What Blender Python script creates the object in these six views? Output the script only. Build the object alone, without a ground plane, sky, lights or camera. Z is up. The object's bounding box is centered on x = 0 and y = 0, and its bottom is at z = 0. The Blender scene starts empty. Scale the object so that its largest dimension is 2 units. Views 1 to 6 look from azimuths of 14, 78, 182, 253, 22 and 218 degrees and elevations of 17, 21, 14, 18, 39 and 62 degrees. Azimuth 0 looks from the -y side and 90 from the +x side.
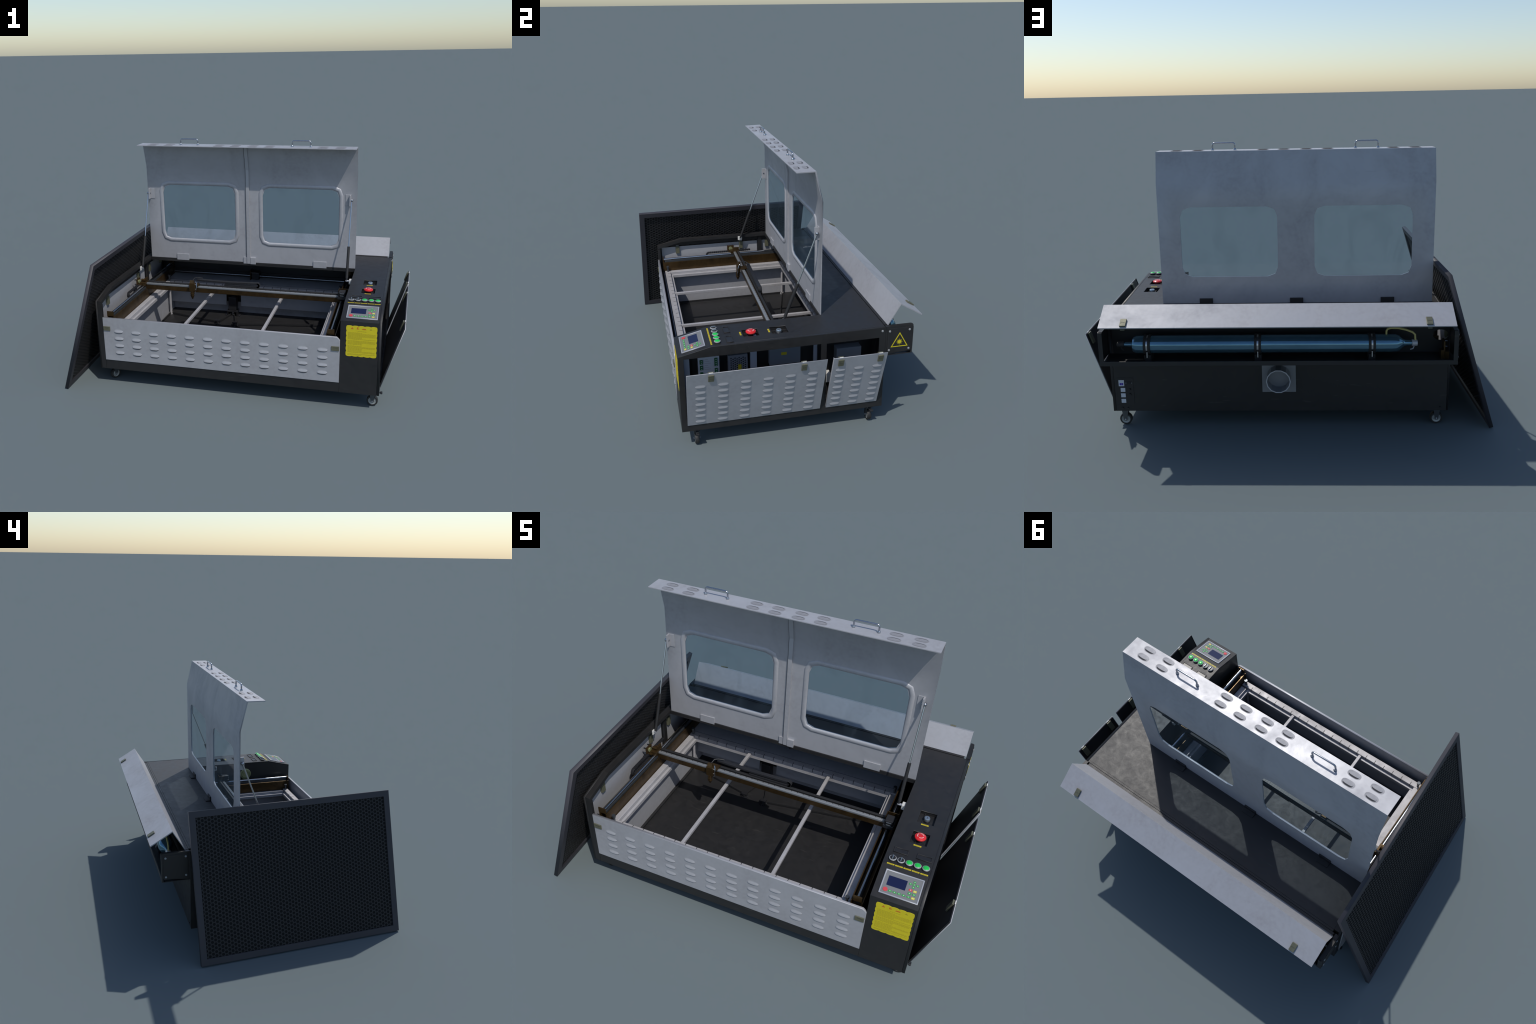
import bpy, bmesh, math, random
from mathutils import Vector, Matrix
random.seed(7)
S = bpy.context.scene

# ------------------------------------------------------------------ materials
def rgb(c): return (c[0], c[1], c[2], 1.0)

def base_mat(name):
    m = bpy.data.materials.new(name); m.use_nodes = True
    nt = m.node_tree; b = nt.nodes['Principled BSDF']
    return m, nt, b

def plain(name, col, rough=0.5, metal=0.0, spec=0.5, coat=0.0):
    m, nt, b = base_mat(name)
    b.inputs['Base Color'].default_value = rgb(col)
    b.inputs['Roughness'].default_value = rough
    b.inputs['Metallic'].default_value = metal
    b.inputs['Specular IOR Level'].default_value = spec
    b.inputs['Coat Weight'].default_value = coat
    return m

def worn(name, col, col2, rough=(0.4, 0.6), metal=0.0, spec=0.5, scale=6.0, stain=0.5,
         scratch=0.0, scratch_col=(0.2, 0.2, 0.2), bump=0.0, bump_scale=90.0, stretch=(1, 1, 1)):
    """painted / bare sheet metal: cloudy stains, fine speckle, sparse scratches"""
    m, nt, b = base_mat(name); N = nt.nodes; L = nt.links
    tc = N.new('ShaderNodeTexCoord'); mp = N.new('ShaderNodeMapping')
    mp.inputs['Scale'].default_value = stretch
    L.new(tc.outputs['Object'], mp.inputs['Vector'])
    n1 = N.new('ShaderNodeTexNoise'); n1.inputs['Scale'].default_value = scale
    n1.inputs['Detail'].default_value = 8; n1.inputs['Roughness'].default_value = 0.65
    n1.inputs['Distortion'].default_value = 0.6
    L.new(mp.outputs['Vector'], n1.inputs['Vector'])
    r1 = N.new('ShaderNodeValToRGB'); r1.color_ramp.elements[0].position = 0.36; r1.color_ramp.elements[1].position = 0.68
    L.new(n1.outputs['Fac'], r1.inputs['Fac'])
    n2 = N.new('ShaderNodeTexNoise'); n2.inputs['Scale'].default_value = scale * 14; n2.inputs['Detail'].default_value = 4
    L.new(mp.outputs['Vector'], n2.inputs['Vector'])
    mul = N.new('ShaderNodeMath'); mul.operation = 'MULTIPLY'
    L.new(r1.outputs['Color'], mul.inputs[0]); L.new(n2.outputs['Fac'], mul.inputs[1])
    sc = N.new('ShaderNodeMath'); sc.operation = 'MULTIPLY'; sc.inputs[1].default_value = stain * 2
    sc.use_clamp = True
    L.new(mul.outputs[0], sc.inputs[0])
    mix = N.new('ShaderNodeMix'); mix.data_type = 'RGBA'
    mix.inputs['A'].default_value = rgb(col); mix.inputs['B'].default_value = rgb(col2)
    L.new(sc.outputs[0], mix.inputs['Factor'])
    out = mix.outputs['Result']
    if scratch > 0:
        acc = None
        for ang, sd in ((0.5, 3.1), (-0.9, 7.7), (1.7, 1.3)):
            mm = N.new('ShaderNodeMapping'); mm.inputs['Rotation'].default_value = (ang * 0.6, ang * 0.4, ang)
            mm.inputs['Location'].default_value = (sd, sd * 2, -sd)
            mm.inputs['Scale'].default_value = (9, 90, 60)
            L.new(tc.outputs['Object'], mm.inputs['Vector'])
            v = N.new('ShaderNodeTexNoise'); v.inputs['Scale'].default_value = 1.0; v.inputs['Detail'].default_value = 1.5
            L.new(mm.outputs['Vector'], v.inputs['Vector'])
            rr = N.new('ShaderNodeValToRGB'); rr.color_ramp.elements[0].position = 0.73; rr.color_ramp.elements[1].position = 0.78
            L.new(v.outputs['Fac'], rr.inputs['Fac'])
            if acc is None: acc = rr.outputs['Color']
            else:
                mx = N.new('ShaderNodeMath'); mx.operation = 'MAXIMUM'
                L.new(acc, mx.inputs[0]); L.new(rr.outputs['Color'], mx.inputs[1]); acc = mx.outputs[0]
        s = N.new('ShaderNodeMath'); s.operation = 'MULTIPLY'; s.inputs[1].default_value = scratch
        L.new(acc, s.inputs[0])
        m2 = N.new('ShaderNodeMix'); m2.data_type = 'RGBA'; m2.inputs['B'].default_value = rgb(scratch_col)
        L.new(s.outputs[0], m2.inputs['Factor']); L.new(out, m2.inputs['A']); out = m2.outputs['Result']
    L.new(out, b.inputs['Base Color'])
    mr = N.new('ShaderNodeMapRange'); mr.inputs['To Min'].default_value = rough[0]; mr.inputs['To Max'].default_value = rough[1]
    mr.inputs['From Min'].default_value = 0.3; mr.inputs['From Max'].default_value = 0.7
    L.new(n1.outputs['Fac'], mr.inputs['Value']); L.new(mr.outputs['Result'], b.inputs['Roughness'])
    b.inputs['Metallic'].default_value = metal
    b.inputs['Specular IOR Level'].default_value = spec
    if bump > 0:
        n3 = N.new('ShaderNodeTexNoise'); n3.inputs['Scale'].default_value = bump_scale; n3.inputs['Detail'].default_value = 3
        L.new(tc.outputs['Object'], n3.inputs['Vector'])
        bp = N.new('ShaderNodeBump'); bp.inputs['Strength'].default_value = bump; bp.inputs['Distance'].default_value = 0.002
        L.new(n3.outputs['Fac'], bp.inputs['Height']); L.new(bp.outputs['Normal'], b.inputs['Normal'])
    return m

WHITE = worn('light_grey_sheet_metal', (0.40, 0.405, 0.43), (0.29, 0.288, 0.305), rough=(0.36, 0.62), metal=0.22, spec=0.45, scale=4.0, stain=0.6, bump=0.16, bump_scale=55, scratch=0.10, scratch_col=(0.2, 0.2, 0.22))
ALU = worn('brushed_aluminium', (0.42, 0.41, 0.42), (0.27, 0.26, 0.26), rough=(0.48, 0.68), metal=0.2, scale=9, stain=0.6, bump=0.1)
BLACK = worn('black_painted_metal', (0.0135, 0.0135, 0.0145), (0.021, 0.020, 0.020), rough=(0.44, 0.58), spec=0.5, scale=24, stain=0.5, scratch=0.3, scratch_col=(0.06, 0.058, 0.055), bump=0.12, bump_scale=110)
DARK = plain('black_interior_paint', (0.012, 0.012, 0.013), 0.6)
FRAME = worn('dark_grey_frame_paint', (0.033, 0.032, 0.040), (0.044, 0.042, 0.050), rough=(0.5, 0.62), scale=5, stain=0.5)
COMB = plain('honeycomb_wall', (0.0145, 0.0145, 0.016), 0.6)
PIT = plain('honeycomb_pit', (0.006, 0.006, 0.0065), 0.8, spec=0.3)
BROWN = worn('bronze_anodised_metal', (0.092, 0.056, 0.022), (0.030, 0.018, 0.007), rough=(0.30, 0.48), metal=0.65, scale=8, stain=0.9, bump=0.1, bump_scale=60)
RAILM = plain('rail_steel', (0.27, 0.285, 0.30), 0.38, metal=0.45)
STEEL = plain('polished_steel', (0.42, 0.44, 0.47), 0.22, metal=1.0)
CHROME = plain('handle_chrome', (0.36, 0.38, 0.42), 0.25, metal=1.0)
RUBBER = plain('black_rubber', (0.012, 0.012, 0.013), 0.65)
PLASTIC = plain('black_plastic', (0.016, 0.016, 0.018), 0.4)
OLIVE = worn('olive_latch_metal', (0.15, 0.15, 0.10), (0.09, 0.09, 0.06), rough=(0.4, 0.5), metal=0.3, scale=30, stain=0.6)
OLIVED = plain('olive_latch_groove', (0.04, 0.04, 0.03), 0.5)
LIP_SHADE = plain('louver_painted_shadow_dark', (0.030, 0.031, 0.036), 0.8)  # shadow under each louver lip put into paint, deeper for lower rows
LIP_SHADE_M = plain('louver_painted_shadow_grey', (0.075, 0.076, 0.085), 0.7)
LIP_SHADE_L = plain('louver_painted_shadow_pale', (0.16, 0.16, 0.175), 0.6)
DARKER = worn('darker_sheet_metal', (0.27, 0.272, 0.29), (0.20, 0.20, 0.21), rough=(0.55, 0.7), metal=0.2, scale=20, stain=0.6)
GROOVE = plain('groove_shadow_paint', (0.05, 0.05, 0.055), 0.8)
YEL = worn('warning_yellow_print', (0.60, 0.51, 0.012), (0.52, 0.43, 0.010), rough=(0.5, 0.6), scale=30, stain=0.5)
YELT = plain('warning_text_ink', (0.40, 0.33, 0.012), 0.6)
YELR = plain('warning_red_ink', (0.50, 0.16, 0.012), 0.6)
TAG = plain('yellow_tag', (0.52, 0.42, 0.02), 0.5)
TAGT = plain('yellow_tag_ink', (0.22, 0.17, 0.01), 0.6)
RED = plain('red_plastic', (0.62, 0.018, 0.02), 0.3, coat=0.3)
PINK = plain('red_button_print', (0.75, 0.42, 0.42), 0.5)
KRED = plain('red_key_print', (0.55, 0.05, 0.06), 0.5)
KGRN = plain('green_key_print', (0.03, 0.30, 0.06), 0.5)
KYEL = plain('yellow_key_print', (0.60, 0.52, 0.05), 0.5)
KWHT = plain('key_symbol_print', (0.5, 0.62, 0.5), 0.5)
GREEN = plain('green_lamp_plastic', (0.015, 0.48, 0.07), 0.35, coat=0.3)
PANELG = plain('keypad_plate', (0.17, 0.175, 0.18), 0.45)
GREY = plain('grey_plastic', (0.27, 0.28, 0.29), 0.45)
LGREY = plain('light_bezel', (0.40, 0.41, 0.44), 0.35, metal=0.3)
LCD = plain('display_glass', (0.008, 0.012, 0.05), 0.25)
BOXG = plain('grey_component_case', (0.16, 0.18, 0.21), 0.5)  # this, PSU, BOARD and UPR lightened to offset the shade inside the bay
PSU = plain('perforated_steel_case', (0.26, 0.27, 0.31), 0.45, metal=0.3)
BOARD = plain('driver_case', (0.55, 0.57, 0.62), 0.5)
TERM = plain('green_terminal', (0.02, 0.12, 0.04), 0.5)
UPR = plain('pale_upright', (0.40, 0.43, 0.49), 0.5)
WHT = plain('white_plastic', (0.62, 0.61, 0.58), 0.45)
BLUEP = plain('blue_socket', (0.06, 0.03, 0.35), 0.45)
HOSE = plain('yellow_hose', (0.42, 0.37, 0.14), 0.45)
KEYM = plain('key_switch_metal', (0.35, 0.40, 0.44), 0.28, metal=0.8)
TIRE = plain('tyre_rubber', (0.018, 0.018, 0.018), 0.6)
RIM = plain('wheel_hub', (0.30, 0.32, 0.32), 0.45, metal=0.3)
FORK = plain('caster_fork', (0.10, 0.11, 0.12), 0.4, metal=0.7)
DISC = worn('brass_grille', (0.36, 0.38, 0.20), (0.20, 0.21, 0.11), rough=(0.35, 0.5), metal=0.5, scale=40, stain=0.7)
PIPE = plain('duct_grey', (0.23, 0.24, 0.26), 0.45, metal=0.4)

def glass_mat():
    """tinted acrylic: half of it lets light straight through, half refracts without bending; smudged, reflects the sky"""
    m = bpy.data.materials.new('smudged_tinted_acrylic'); m.use_nodes = True
    nt = m.node_tree; N = nt.nodes; L = nt.links
    b = N['Principled BSDF']; out = N['Material Output']
    b.inputs['Base Color'].default_value = rgb((0.09, 0.13, 0.16)); b.inputs['Roughness'].default_value = 0.05
    tint = rgb((0.64, 0.75, 0.83))
    tr = N.new('ShaderNodeBsdfTransparent'); tr.inputs['Color'].default_value = tint
    rf = N.new('ShaderNodeBsdfRefraction'); rf.inputs['Color'].default_value = rgb((0.58, 0.70, 0.79)); rf.inputs['IOR'].default_value = 1.0; rf.inputs['Roughness'].default_value = 0.0
    half = N.new('ShaderNodeMixShader'); half.inputs['Fac'].default_value = 0.55
    L.new(tr.outputs[0], half.inputs[1]); L.new(rf.outputs[0], half.inputs[2])
    tc = N.new('ShaderNodeTexCoord')
    mp = N.new('ShaderNodeMapping'); mp.inputs['Scale'].default_value = (1.0, 1.0, 0.55); mp.inputs['Rotation'].default_value = (0, 0.5, 0)
    L.new(tc.outputs['Object'], mp.inputs['Vector'])
    n = N.new('ShaderNodeTexNoise'); n.inputs['Scale'].default_value = 6; n.inputs['Detail'].default_value = 7; n.inputs['Distortion'].default_value = 1.6
    L.new(mp.outputs['Vector'], n.inputs['Vector'])
    r = N.new('ShaderNodeMapRange'); r.inputs['From Min'].default_value = 0.5; r.inputs['From Max'].default_value = 0.72
    r.inputs['To Min'].default_value = 0.03; r.inputs['To Max'].default_value = 0.17
    L.new(n.outputs['Fac'], r.inputs['Value'])
    lw = N.new('ShaderNodeLayerWeight'); lw.inputs['Blend'].default_value = 0.5
    pw = N.new('ShaderNodeMath'); pw.operation = 'POWER'; pw.inputs[1].default_value = 3.5
    L.new(lw.outputs['Facing'], pw.inputs[0])
    a = N.new('ShaderNodeMath'); a.operation = 'MULTIPLY_ADD'; a.use_clamp = True; a.inputs[1].default_value = 0.6
    L.new(pw.outputs[0], a.inputs[0]); L.new(r.outputs['Result'], a.inputs[2])
    mx = N.new('ShaderNodeMixShader')
    L.new(a.outputs[0], mx.inputs['Fac']); L.new(half.outputs[0], mx.inputs[1]); L.new(b.outputs[0], mx.inputs[2])
    L.new(mx.outputs[0], out.inputs['Surface'])
    return m
def clear_mat():
    m = bpy.data.materials.new('clear_acrylic_edge'); m.use_nodes = True
    nt = m.node_tree; N = nt.nodes; L = nt.links; out = N['Material Output']
    tr = N.new('ShaderNodeBsdfTransparent'); gl = N.new('ShaderNodeBsdfGlossy'); gl.inputs['Roughness'].default_value = 0.05
    mx = N.new('ShaderNodeMixShader'); mx.inputs['Fac'].default_value = 0.03
    L.new(tr.outputs[0], mx.inputs[1]); L.new(gl.outputs[0], mx.inputs[2]); L.new(mx.outputs[0], out.inputs['Surface'])
    return m
CLEAR = clear_mat()
GLASS = glass_mat()
TUBE = worn('blue_laser_tube_glass', (0.13, 0.25, 0.34), (0.07, 0.15, 0.22), rough=(0.08, 0.2), metal=0.75, scale=7, stain=0.6, bump=0.1, bump_scale=18, stretch=(0.4, 1, 1))

# ------------------------------------------------------------------ geometry helpers
def link(name, me, mats, parent=None, smooth=False, kind=None):
    ob = bpy.data.objects.new(name, me); S.collection.objects.link(ob)
    if mats is not None:
        for mm in (mats if isinstance(mats, (list, tuple)) else [mats]): me.materials.append(mm)
    if parent: ob.parent = parent
    if smooth: shade(me, smooth if isinstance(smooth, (int, float)) and smooth is not True else 40)
    if kind: ob['kind'] = kind
    return ob

def shade(me, deg):
    bm = bmesh.new(); bm.from_mesh(me)
    for f in bm.faces: f.smooth = True
    lim = math.radians(deg)
    for e in bm.edges:
        e.smooth = not (len(e.link_faces) == 2 and e.calc_face_angle(0) > lim)
    bm.to_mesh(me); bm.free()

class Build:
    """collects primitives into one mesh, with a material slot per primitive"""
    def __init__(s): s.bm = bmesh.new(); s.mats = []
    def slot(s, m):
        if m not in s.mats: s.mats.append(m)
        return s.mats.index(m)
    def _mark(s, faces, m):
        i = s.slot(m)
        for f in faces: f.material_index = i
    def box(s, x0, x1, y0, y1, z0, z1, m, bev=0.0, M=None):
        r = bmesh.ops.create_cube(s.bm, size=1.0)
        vs = r['verts']
        for v in vs:
            v.co = Vector((x0 + (v.co.x + .5) * (x1 - x0), y0 + (v.co.y + .5) * (y1 - y0), z0 + (v.co.z + .5) * (z1 - z0)))
        fs = set(f for v in vs for f in v.link_faces)
        s._mark(fs, m)
        if bev > 0:
            es = list(set(e for v in vs for e in v.link_edges))
            rr = bmesh.ops.bevel(s.bm, geom=es, offset=bev, segments=2, affect='EDGES', profile=0.5, clamp_overlap=True)
            s._mark(rr['faces'], m)
            vs = list(set(v for f in rr['faces'] for v in f.verts) | set(v for v in vs if v.is_valid))
        if M is not None:
            for v in vs: v.co = M @ v.co
        return s
    def cyl(s, p, q, r, m, seg=20, r2=None, caps=True):
        p = Vector(p); q = Vector(q); d = q - p
        rr = bmesh.ops.create_cone(s.bm, cap_ends=caps, segments=seg, radius1=r, radius2=r if r2 is None else r2, depth=d.length)
        M = Matrix.Translation((p + q) / 2) @ d.to_track_quat('Z', 'Y').to_matrix().to_4x4()
        for v in rr['verts']: v.co = M @ v.co
        s._mark(set(f for v in rr['verts'] for f in v.link_faces), m)
        return s
    def sph(s, c, r, m, seg=14, sc=(1, 1, 1)):
        rr = bmesh.ops.create_uvsphere(s.bm, u_segments=seg, v_segments=max(6, seg // 2), radius=r)
        for v in rr['verts']: v.co = Vector((v.co.x * sc[0], v.co.y * sc[1], v.co.z * sc[2])) + Vector(c)
        s._mark(set(f for v in rr['verts'] for f in v.link_faces), m)
        return s
    def lathe(s, prof, m, c=(0, 0, 0), axis='Z', seg=28, ring=False):
        """prof: list of (radius, height)"""
        rot = {'Z': Matrix.Identity(3), 'Y': Matrix.Rotation(-math.pi / 2, 3, 'X'), 'X': Matrix.Rotation(math.pi / 2, 3, 'Y')}[axis]
        rings = []
        for r, h in prof:
            rings.append([s.bm.verts.new(rot @ Vector((r * math.cos(2 * math.pi * i / seg), r * math.sin(2 * math.pi * i / seg), h)) + Vector(c)) for i in range(seg)])
        fs = []
        for a, b in zip(rings, rings[1:] + (rings[:1] if ring else [])):
            for i in range(seg):
                j = (i + 1) % seg
                fs.append(s.bm.faces.new((a[i], a[j], b[j], b[i])))
        for rg, flip in (() if ring else ((rings[0], True), (rings[-1], False))):
            fs.append(s.bm.faces.new(rg[::-1] if flip else rg))
        s._mark(fs, m)
        return s
    def prism(s, pts, a, b, m, axis='X'):
        """extrude a closed 2D profile along an axis; X: pts=(y,z); Y: pts=(x,z); Z: pts=(x,y)"""
        def P(p, t):
            return {'X': (t, p[0], p[1]), 'Y': (p[0], t, p[1]), 'Z': (p[0], p[1], t)}[axis]
        A = [s.bm.verts.new(P(p, a)) for p in pts]; B = [s.bm.verts.new(P(p, b)) for p in pts]
        fs = [s.bm.faces.new(A), s.bm.faces.new(B[::-1])]
        n = len(pts)
        for i in range(n):
            j = (i + 1) % n
            fs.append(s.bm.faces.new((A[j], A[i], B[i], B[j])))
        s._mark(fs, m)
        return s
    def tube(s, pts, r, m, seg=10):
        pts = [Vector(p) for p in pts]; rings = []
        up = None
        for i, p in enumerate(pts):
            t = (pts[min(i + 1, len(pts) - 1)] - pts[max(i - 1, 0)]).normalized()
            if up is None: up = Vector((0, 0, 1)) if abs(t.z) < 0.9 else Vector((0, 1, 0))
            n = (up - t * up.dot(t)).normalized(); up = n; bvec = t.cross(n)
            rings.append([s.bm.verts.new(p + (n * math.cos(2 * math.pi * k / seg) + bvec * math.sin(2 * math.pi * k / seg)) * r) for k in range(seg)])
        fs = []
        for a, b in zip(rings, rings[1:]):
            for k in range(seg):
                j = (k + 1) % seg
                fs.append(s.bm.faces.new((a[k], a[j], b[j], b[k])))
        fs.append(s.bm.faces.new(rings[0][::-1])); fs.append(s.bm.faces.new(rings[-1]))
        s._mark(fs, m)
        return s
    def add(s, me, m):
        """append a mesh datablock"""
        n0 = len(s.bm.faces); s.bm.from_mesh(me); s.bm.faces.ensure_lookup_table()
        s._mark(s.bm.faces[n0:], m); bpy.data.meshes.remove(me); return s
    def done(s, name, parent=None, smooth=False, kind=None, M=None):
        bmesh.ops.recalc_face_normals(s.bm, faces=s.bm.faces[:])
        if M is not None: s.bm.transform(M)
        me = bpy.data.meshes.new(name); s.bm.to_mesh(me); s.bm.free()
        return link(name, me, s.mats, parent, smooth, kind)

def frame(o, u, v):
    u = Vector(u).normalized(); v = Vector(v).normalized(); n = u.cross(v)
    M = Matrix((u, v, n)).transposed().to_4x4(); M.translation = Vector(o); return M

def plate_mesh(loops, t, M, bev=0.0):
    """flat sheet with holes: loops of 2D points (first = outline), thickness t along local z from 0"""
    cu = bpy.data.curves.new('tmp', 'CURVE'); cu.dimensions = '2D'; cu.fill_mode = 'BOTH'; cu.extrude = t / 2 - bev
    cu.bevel_depth = bev; cu.bevel_resolution = 1; cu.offset = -bev
    for lp in loops:
        sp = cu.splines.new('POLY'); sp.points.add(len(lp) - 1)
        for p, q in zip(sp.points, lp): p.co = (q[0], q[1], 0, 1)
        sp.use_cyclic_u = True
    ob = bpy.data.objects.new('tmp', cu); S.collection.objects.link(ob)
    dg = bpy.context.evaluated_depsgraph_get()
    me = bpy.data.meshes.new_from_object(ob.evaluated_get(dg))
    bpy.data.objects.remove(ob); bpy.data.curves.remove(cu)
    me.transform(M @ Matrix.Translation((0, 0, t / 2)))
    bm = bmesh.new(); bm.from_mesh(me); bmesh.ops.remove_doubles(bm, verts=bm.verts[:], dist=1e-5); bm.to_mesh(me); bm.free()
    return me

def plate(name, loops, t, M, mat, parent, bev=0.0):
    b = Build(); b.add(plate_mesh(loops, t, M, bev), mat); return b.done(name, parent)

def rect(x0, x1, y0, y1): return [(x0, y0), (x1, y0), (x1, y1), (x0, y1)]
def circ(x, y, r, n=24): return [(x + r * math.cos(2 * math.pi * i / n), y + r * math.sin(2 * math.pi * i / n)) for i in range(n)]
def instance(name, me, M, parent):
    ob = bpy.data.objects.new(name, me); S.collection.objects.link(ob)
    ob.parent = parent; ob.matrix_local = M; return ob

# frames in which sheets lie
YZ = lambda x: frame((x, 0, 0), (0, 1, 0), (0, 0, 1))     # local (y,z), normal +x
XZ = lambda y: frame((0, y, 0), (1, 0, 0), (0, 0, 1))     # local (x,z), normal -y
XY = lambda z: frame((0, 0, z), (1, 0, 0), (0, 1, 0))     # local (x,y), normal +z

# ------------------------------------------------------------------ overall sizes
XL, XR, XC = -0.773, 0.875, 0.657      # machine left, right, inner wall of the control box
YF, YB = -0.572, 0.490                 # front, back
ZB, ZT = 0.100, 0.566                  # cabinet bottom and top
YS, ZS = -0.407, 0.526                 # where the sloped console starts, height of its front edge

root = bpy.data.objects.new('laser_cutting_machine', None); S.collection.objects.link(root)
root.empty_display_size = 0.2
root['label'] = 'open laser cutter, grey louvered panels on black cabinet'
root['category'] = 'laser cutter'

# ------------------------------------------------------------------ louver (shared meshes)
def louver_mesh(name, L, H, rise, painted_shadow, darker=None):
    """pressed louver: rises softly out of the sheet, ends in a lip; mouth below the lip"""
    b = Build(); nu, nv = 18, 7; g = []
    for i in range(nu + 1):
        a = -1 + 2 * i / nu; row = []
        e = max(0.0, 1 - abs(a) ** 3) ** 0.5
        for j in range(nv + 1):
            v = j / nv
            y0, y1 = -0.32 * H * e, 0.62 * H * max(0.0, 1 - abs(a) ** 2.6) ** 0.5
            row.append(b.bm.verts.new((a * L / 2, y0 + v * (y1 - y0), 0.0002 + rise * e * (0.5 + 0.5 * math.cos(math.pi * v)) ** 1.15)))
        g.append(row)
    b._mark([b.bm.faces.new((g[i][j], g[i + 1][j], g[i + 1][j + 1], g[i][j + 1])) for i in range(nu) for j in range(nv)], darker or WHITE)
    lip = [b.bm.verts.new(g[i][0].co) for i in range(nu + 1)]
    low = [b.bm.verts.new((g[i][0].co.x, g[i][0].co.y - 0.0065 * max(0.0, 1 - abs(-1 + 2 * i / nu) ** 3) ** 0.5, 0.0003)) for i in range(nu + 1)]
    b._mark([b.bm.faces.new((low[i], low[i + 1], lip[i + 1], lip[i])) for i in range(nu)], painted_shadow)
    if darker:      # flat darker oval, a halo round the pressing
        rim = [b.bm.verts.new((1.22 * L / 2 * math.copysign(abs(math.cos(t)) ** 0.7, math.cos(t)), 0.04 * H + 0.78 * H * math.copysign(abs(math.sin(t)) ** 0.8, math.sin(t)), 0.00015)) for t in [k * math.pi / 14 for k in range(28)]]
        b._mark([b.bm.faces.new(rim)], darker)
    me = bpy.data.meshes.new(name); bmesh.ops.dissolve_degenerate(b.bm, dist=1e-6, edges=b.bm.edges[:])
    for f in b.bm.faces:
        f.normal_update()
        if f.normal.z < 0: f.normal_flip()
        f.smooth = True
    b.bm.to_mesh(me); b.bm.free()
    for m in b.mats: me.materials.append(m)
    return me
LOUV = [louver_mesh('louver', 0.058, 0.023, 0.0046, m) for m in (LIP_SHADE_L, LIP_SHADE_M, LIP_SHADE)]
LOUV_F = louver_mesh('louver_flange', 0.050, 0.020, 0.0018, LIP_SHADE, DARKER)
LOUV_S = [louver_mesh('louver_small', 0.052, 0.021, 0.0042, m) for m in (LIP_SHADE_L, LIP_SHADE_M, LIP_SHADE)]

# ------------------------------------------------------------------ cabinet
side = [(YF, ZB), (YB, ZB), (YB, ZT), (YS, ZT), (YF, ZS)]
OP1, OP2 = (-0.544, 0.147), (0.177, 0.456)
cab = Build()
cab.add(plate_mesh([side, rect(*OP1, 0.138, 0.512), rect(*OP2, 0.138, 0.510)], 0.014, YZ(XR - 0.014), 0.0012), BLACK)
cab.add(plate_mesh([side, rect(*OP1, 0.138, 0.512), rect(*OP2, 0.138, 0.510)], 0.010, YZ(XL), 0.0012), BLACK)
cab.prism([(YF + 0.0005, ZS - 0.020), (YS, ZT - 0.020), (YB - 0.013, ZT - 0.020), (YB - 0.013, ZT - 0.0006), (YS, ZT - 0.0006), (YF + 0.0005, ZS - 0.0006)], XL + 0.0095, XL + 0.038, BLACK)
cab.box(XL + 0.0095, XL + 0.038, YF + 0.0005, YF + 0.018, ZB, ZS - 0.0205, BLACK)
cab.box(XL + 0.0095, XL + 0.022, 0.149, 0.1755, 0.11, ZT - 0.0205, BLACK)
cab.box(XL + 0.0105, XR - 0.0145, YF + 0.0185, YB - 0.013, ZB, 0.108, BLACK)                       # floor
cab.box(XL + 0.0385, XC - 0.0005, YF, YF + 0.03, ZB - 0.0005, 0.1575, BLACK, 0.0015)               # front sill
cab.box(XC, XR - 0.0145, YF, YF + 0.012, ZB - 0.0005, ZS - 0.001, BLACK)                         # console front
cab.prism([(YF + 0.0125, 0.1085), (YB - 0.0135, 0.1085), (YB - 0.0135, ZT - 0.0075), (YS, ZT - 0.0075), (YF + 0.0125, ZS - 0.0050)], XC, XC + 0.008, BLACK)   # console inner wall
# rear wall with beam hole
cab.add(plate_mesh([rect(XL + 0.0105, XR - 0.0145, ZB, 0.4015)], 0.012, XZ(YB), 0), BLACK)
# console top with sunken wells, sloped console front
KEYW, ESTW = (0.734, 0.811, -0.090, -0.005), (0.734, 0.811, -0.235, -0.155)
PAD = ((0.683, 0.748, -0.326, -0.293), (0.785, 0.853, -0.326, -0.293))
cab.add(plate_mesh([rect(XC, XR - 0.0141, YS, 0.478), rect(*KEYW), rect(*ESTW)], 0.007, XY(ZT - 0.007)), BLACK)
cab.box(XC, XR - 0.0145, 0.4785, YB - 0.0005, ZT - 0.007, ZT - 0.0012, BLACK)
sl = math.hypot(YS - YF, ZT - ZS)
SLOPE = frame((0, YF, ZS), (1, 0, 0), (0, YS - YF, ZT - ZS))
cab.add(plate_mesh([rect(XC, XR - 0.0145, 0.0, sl)], 0.007, SLOPE @ Matrix.Translation((0, 0, -0.007))), BLACK)
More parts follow.
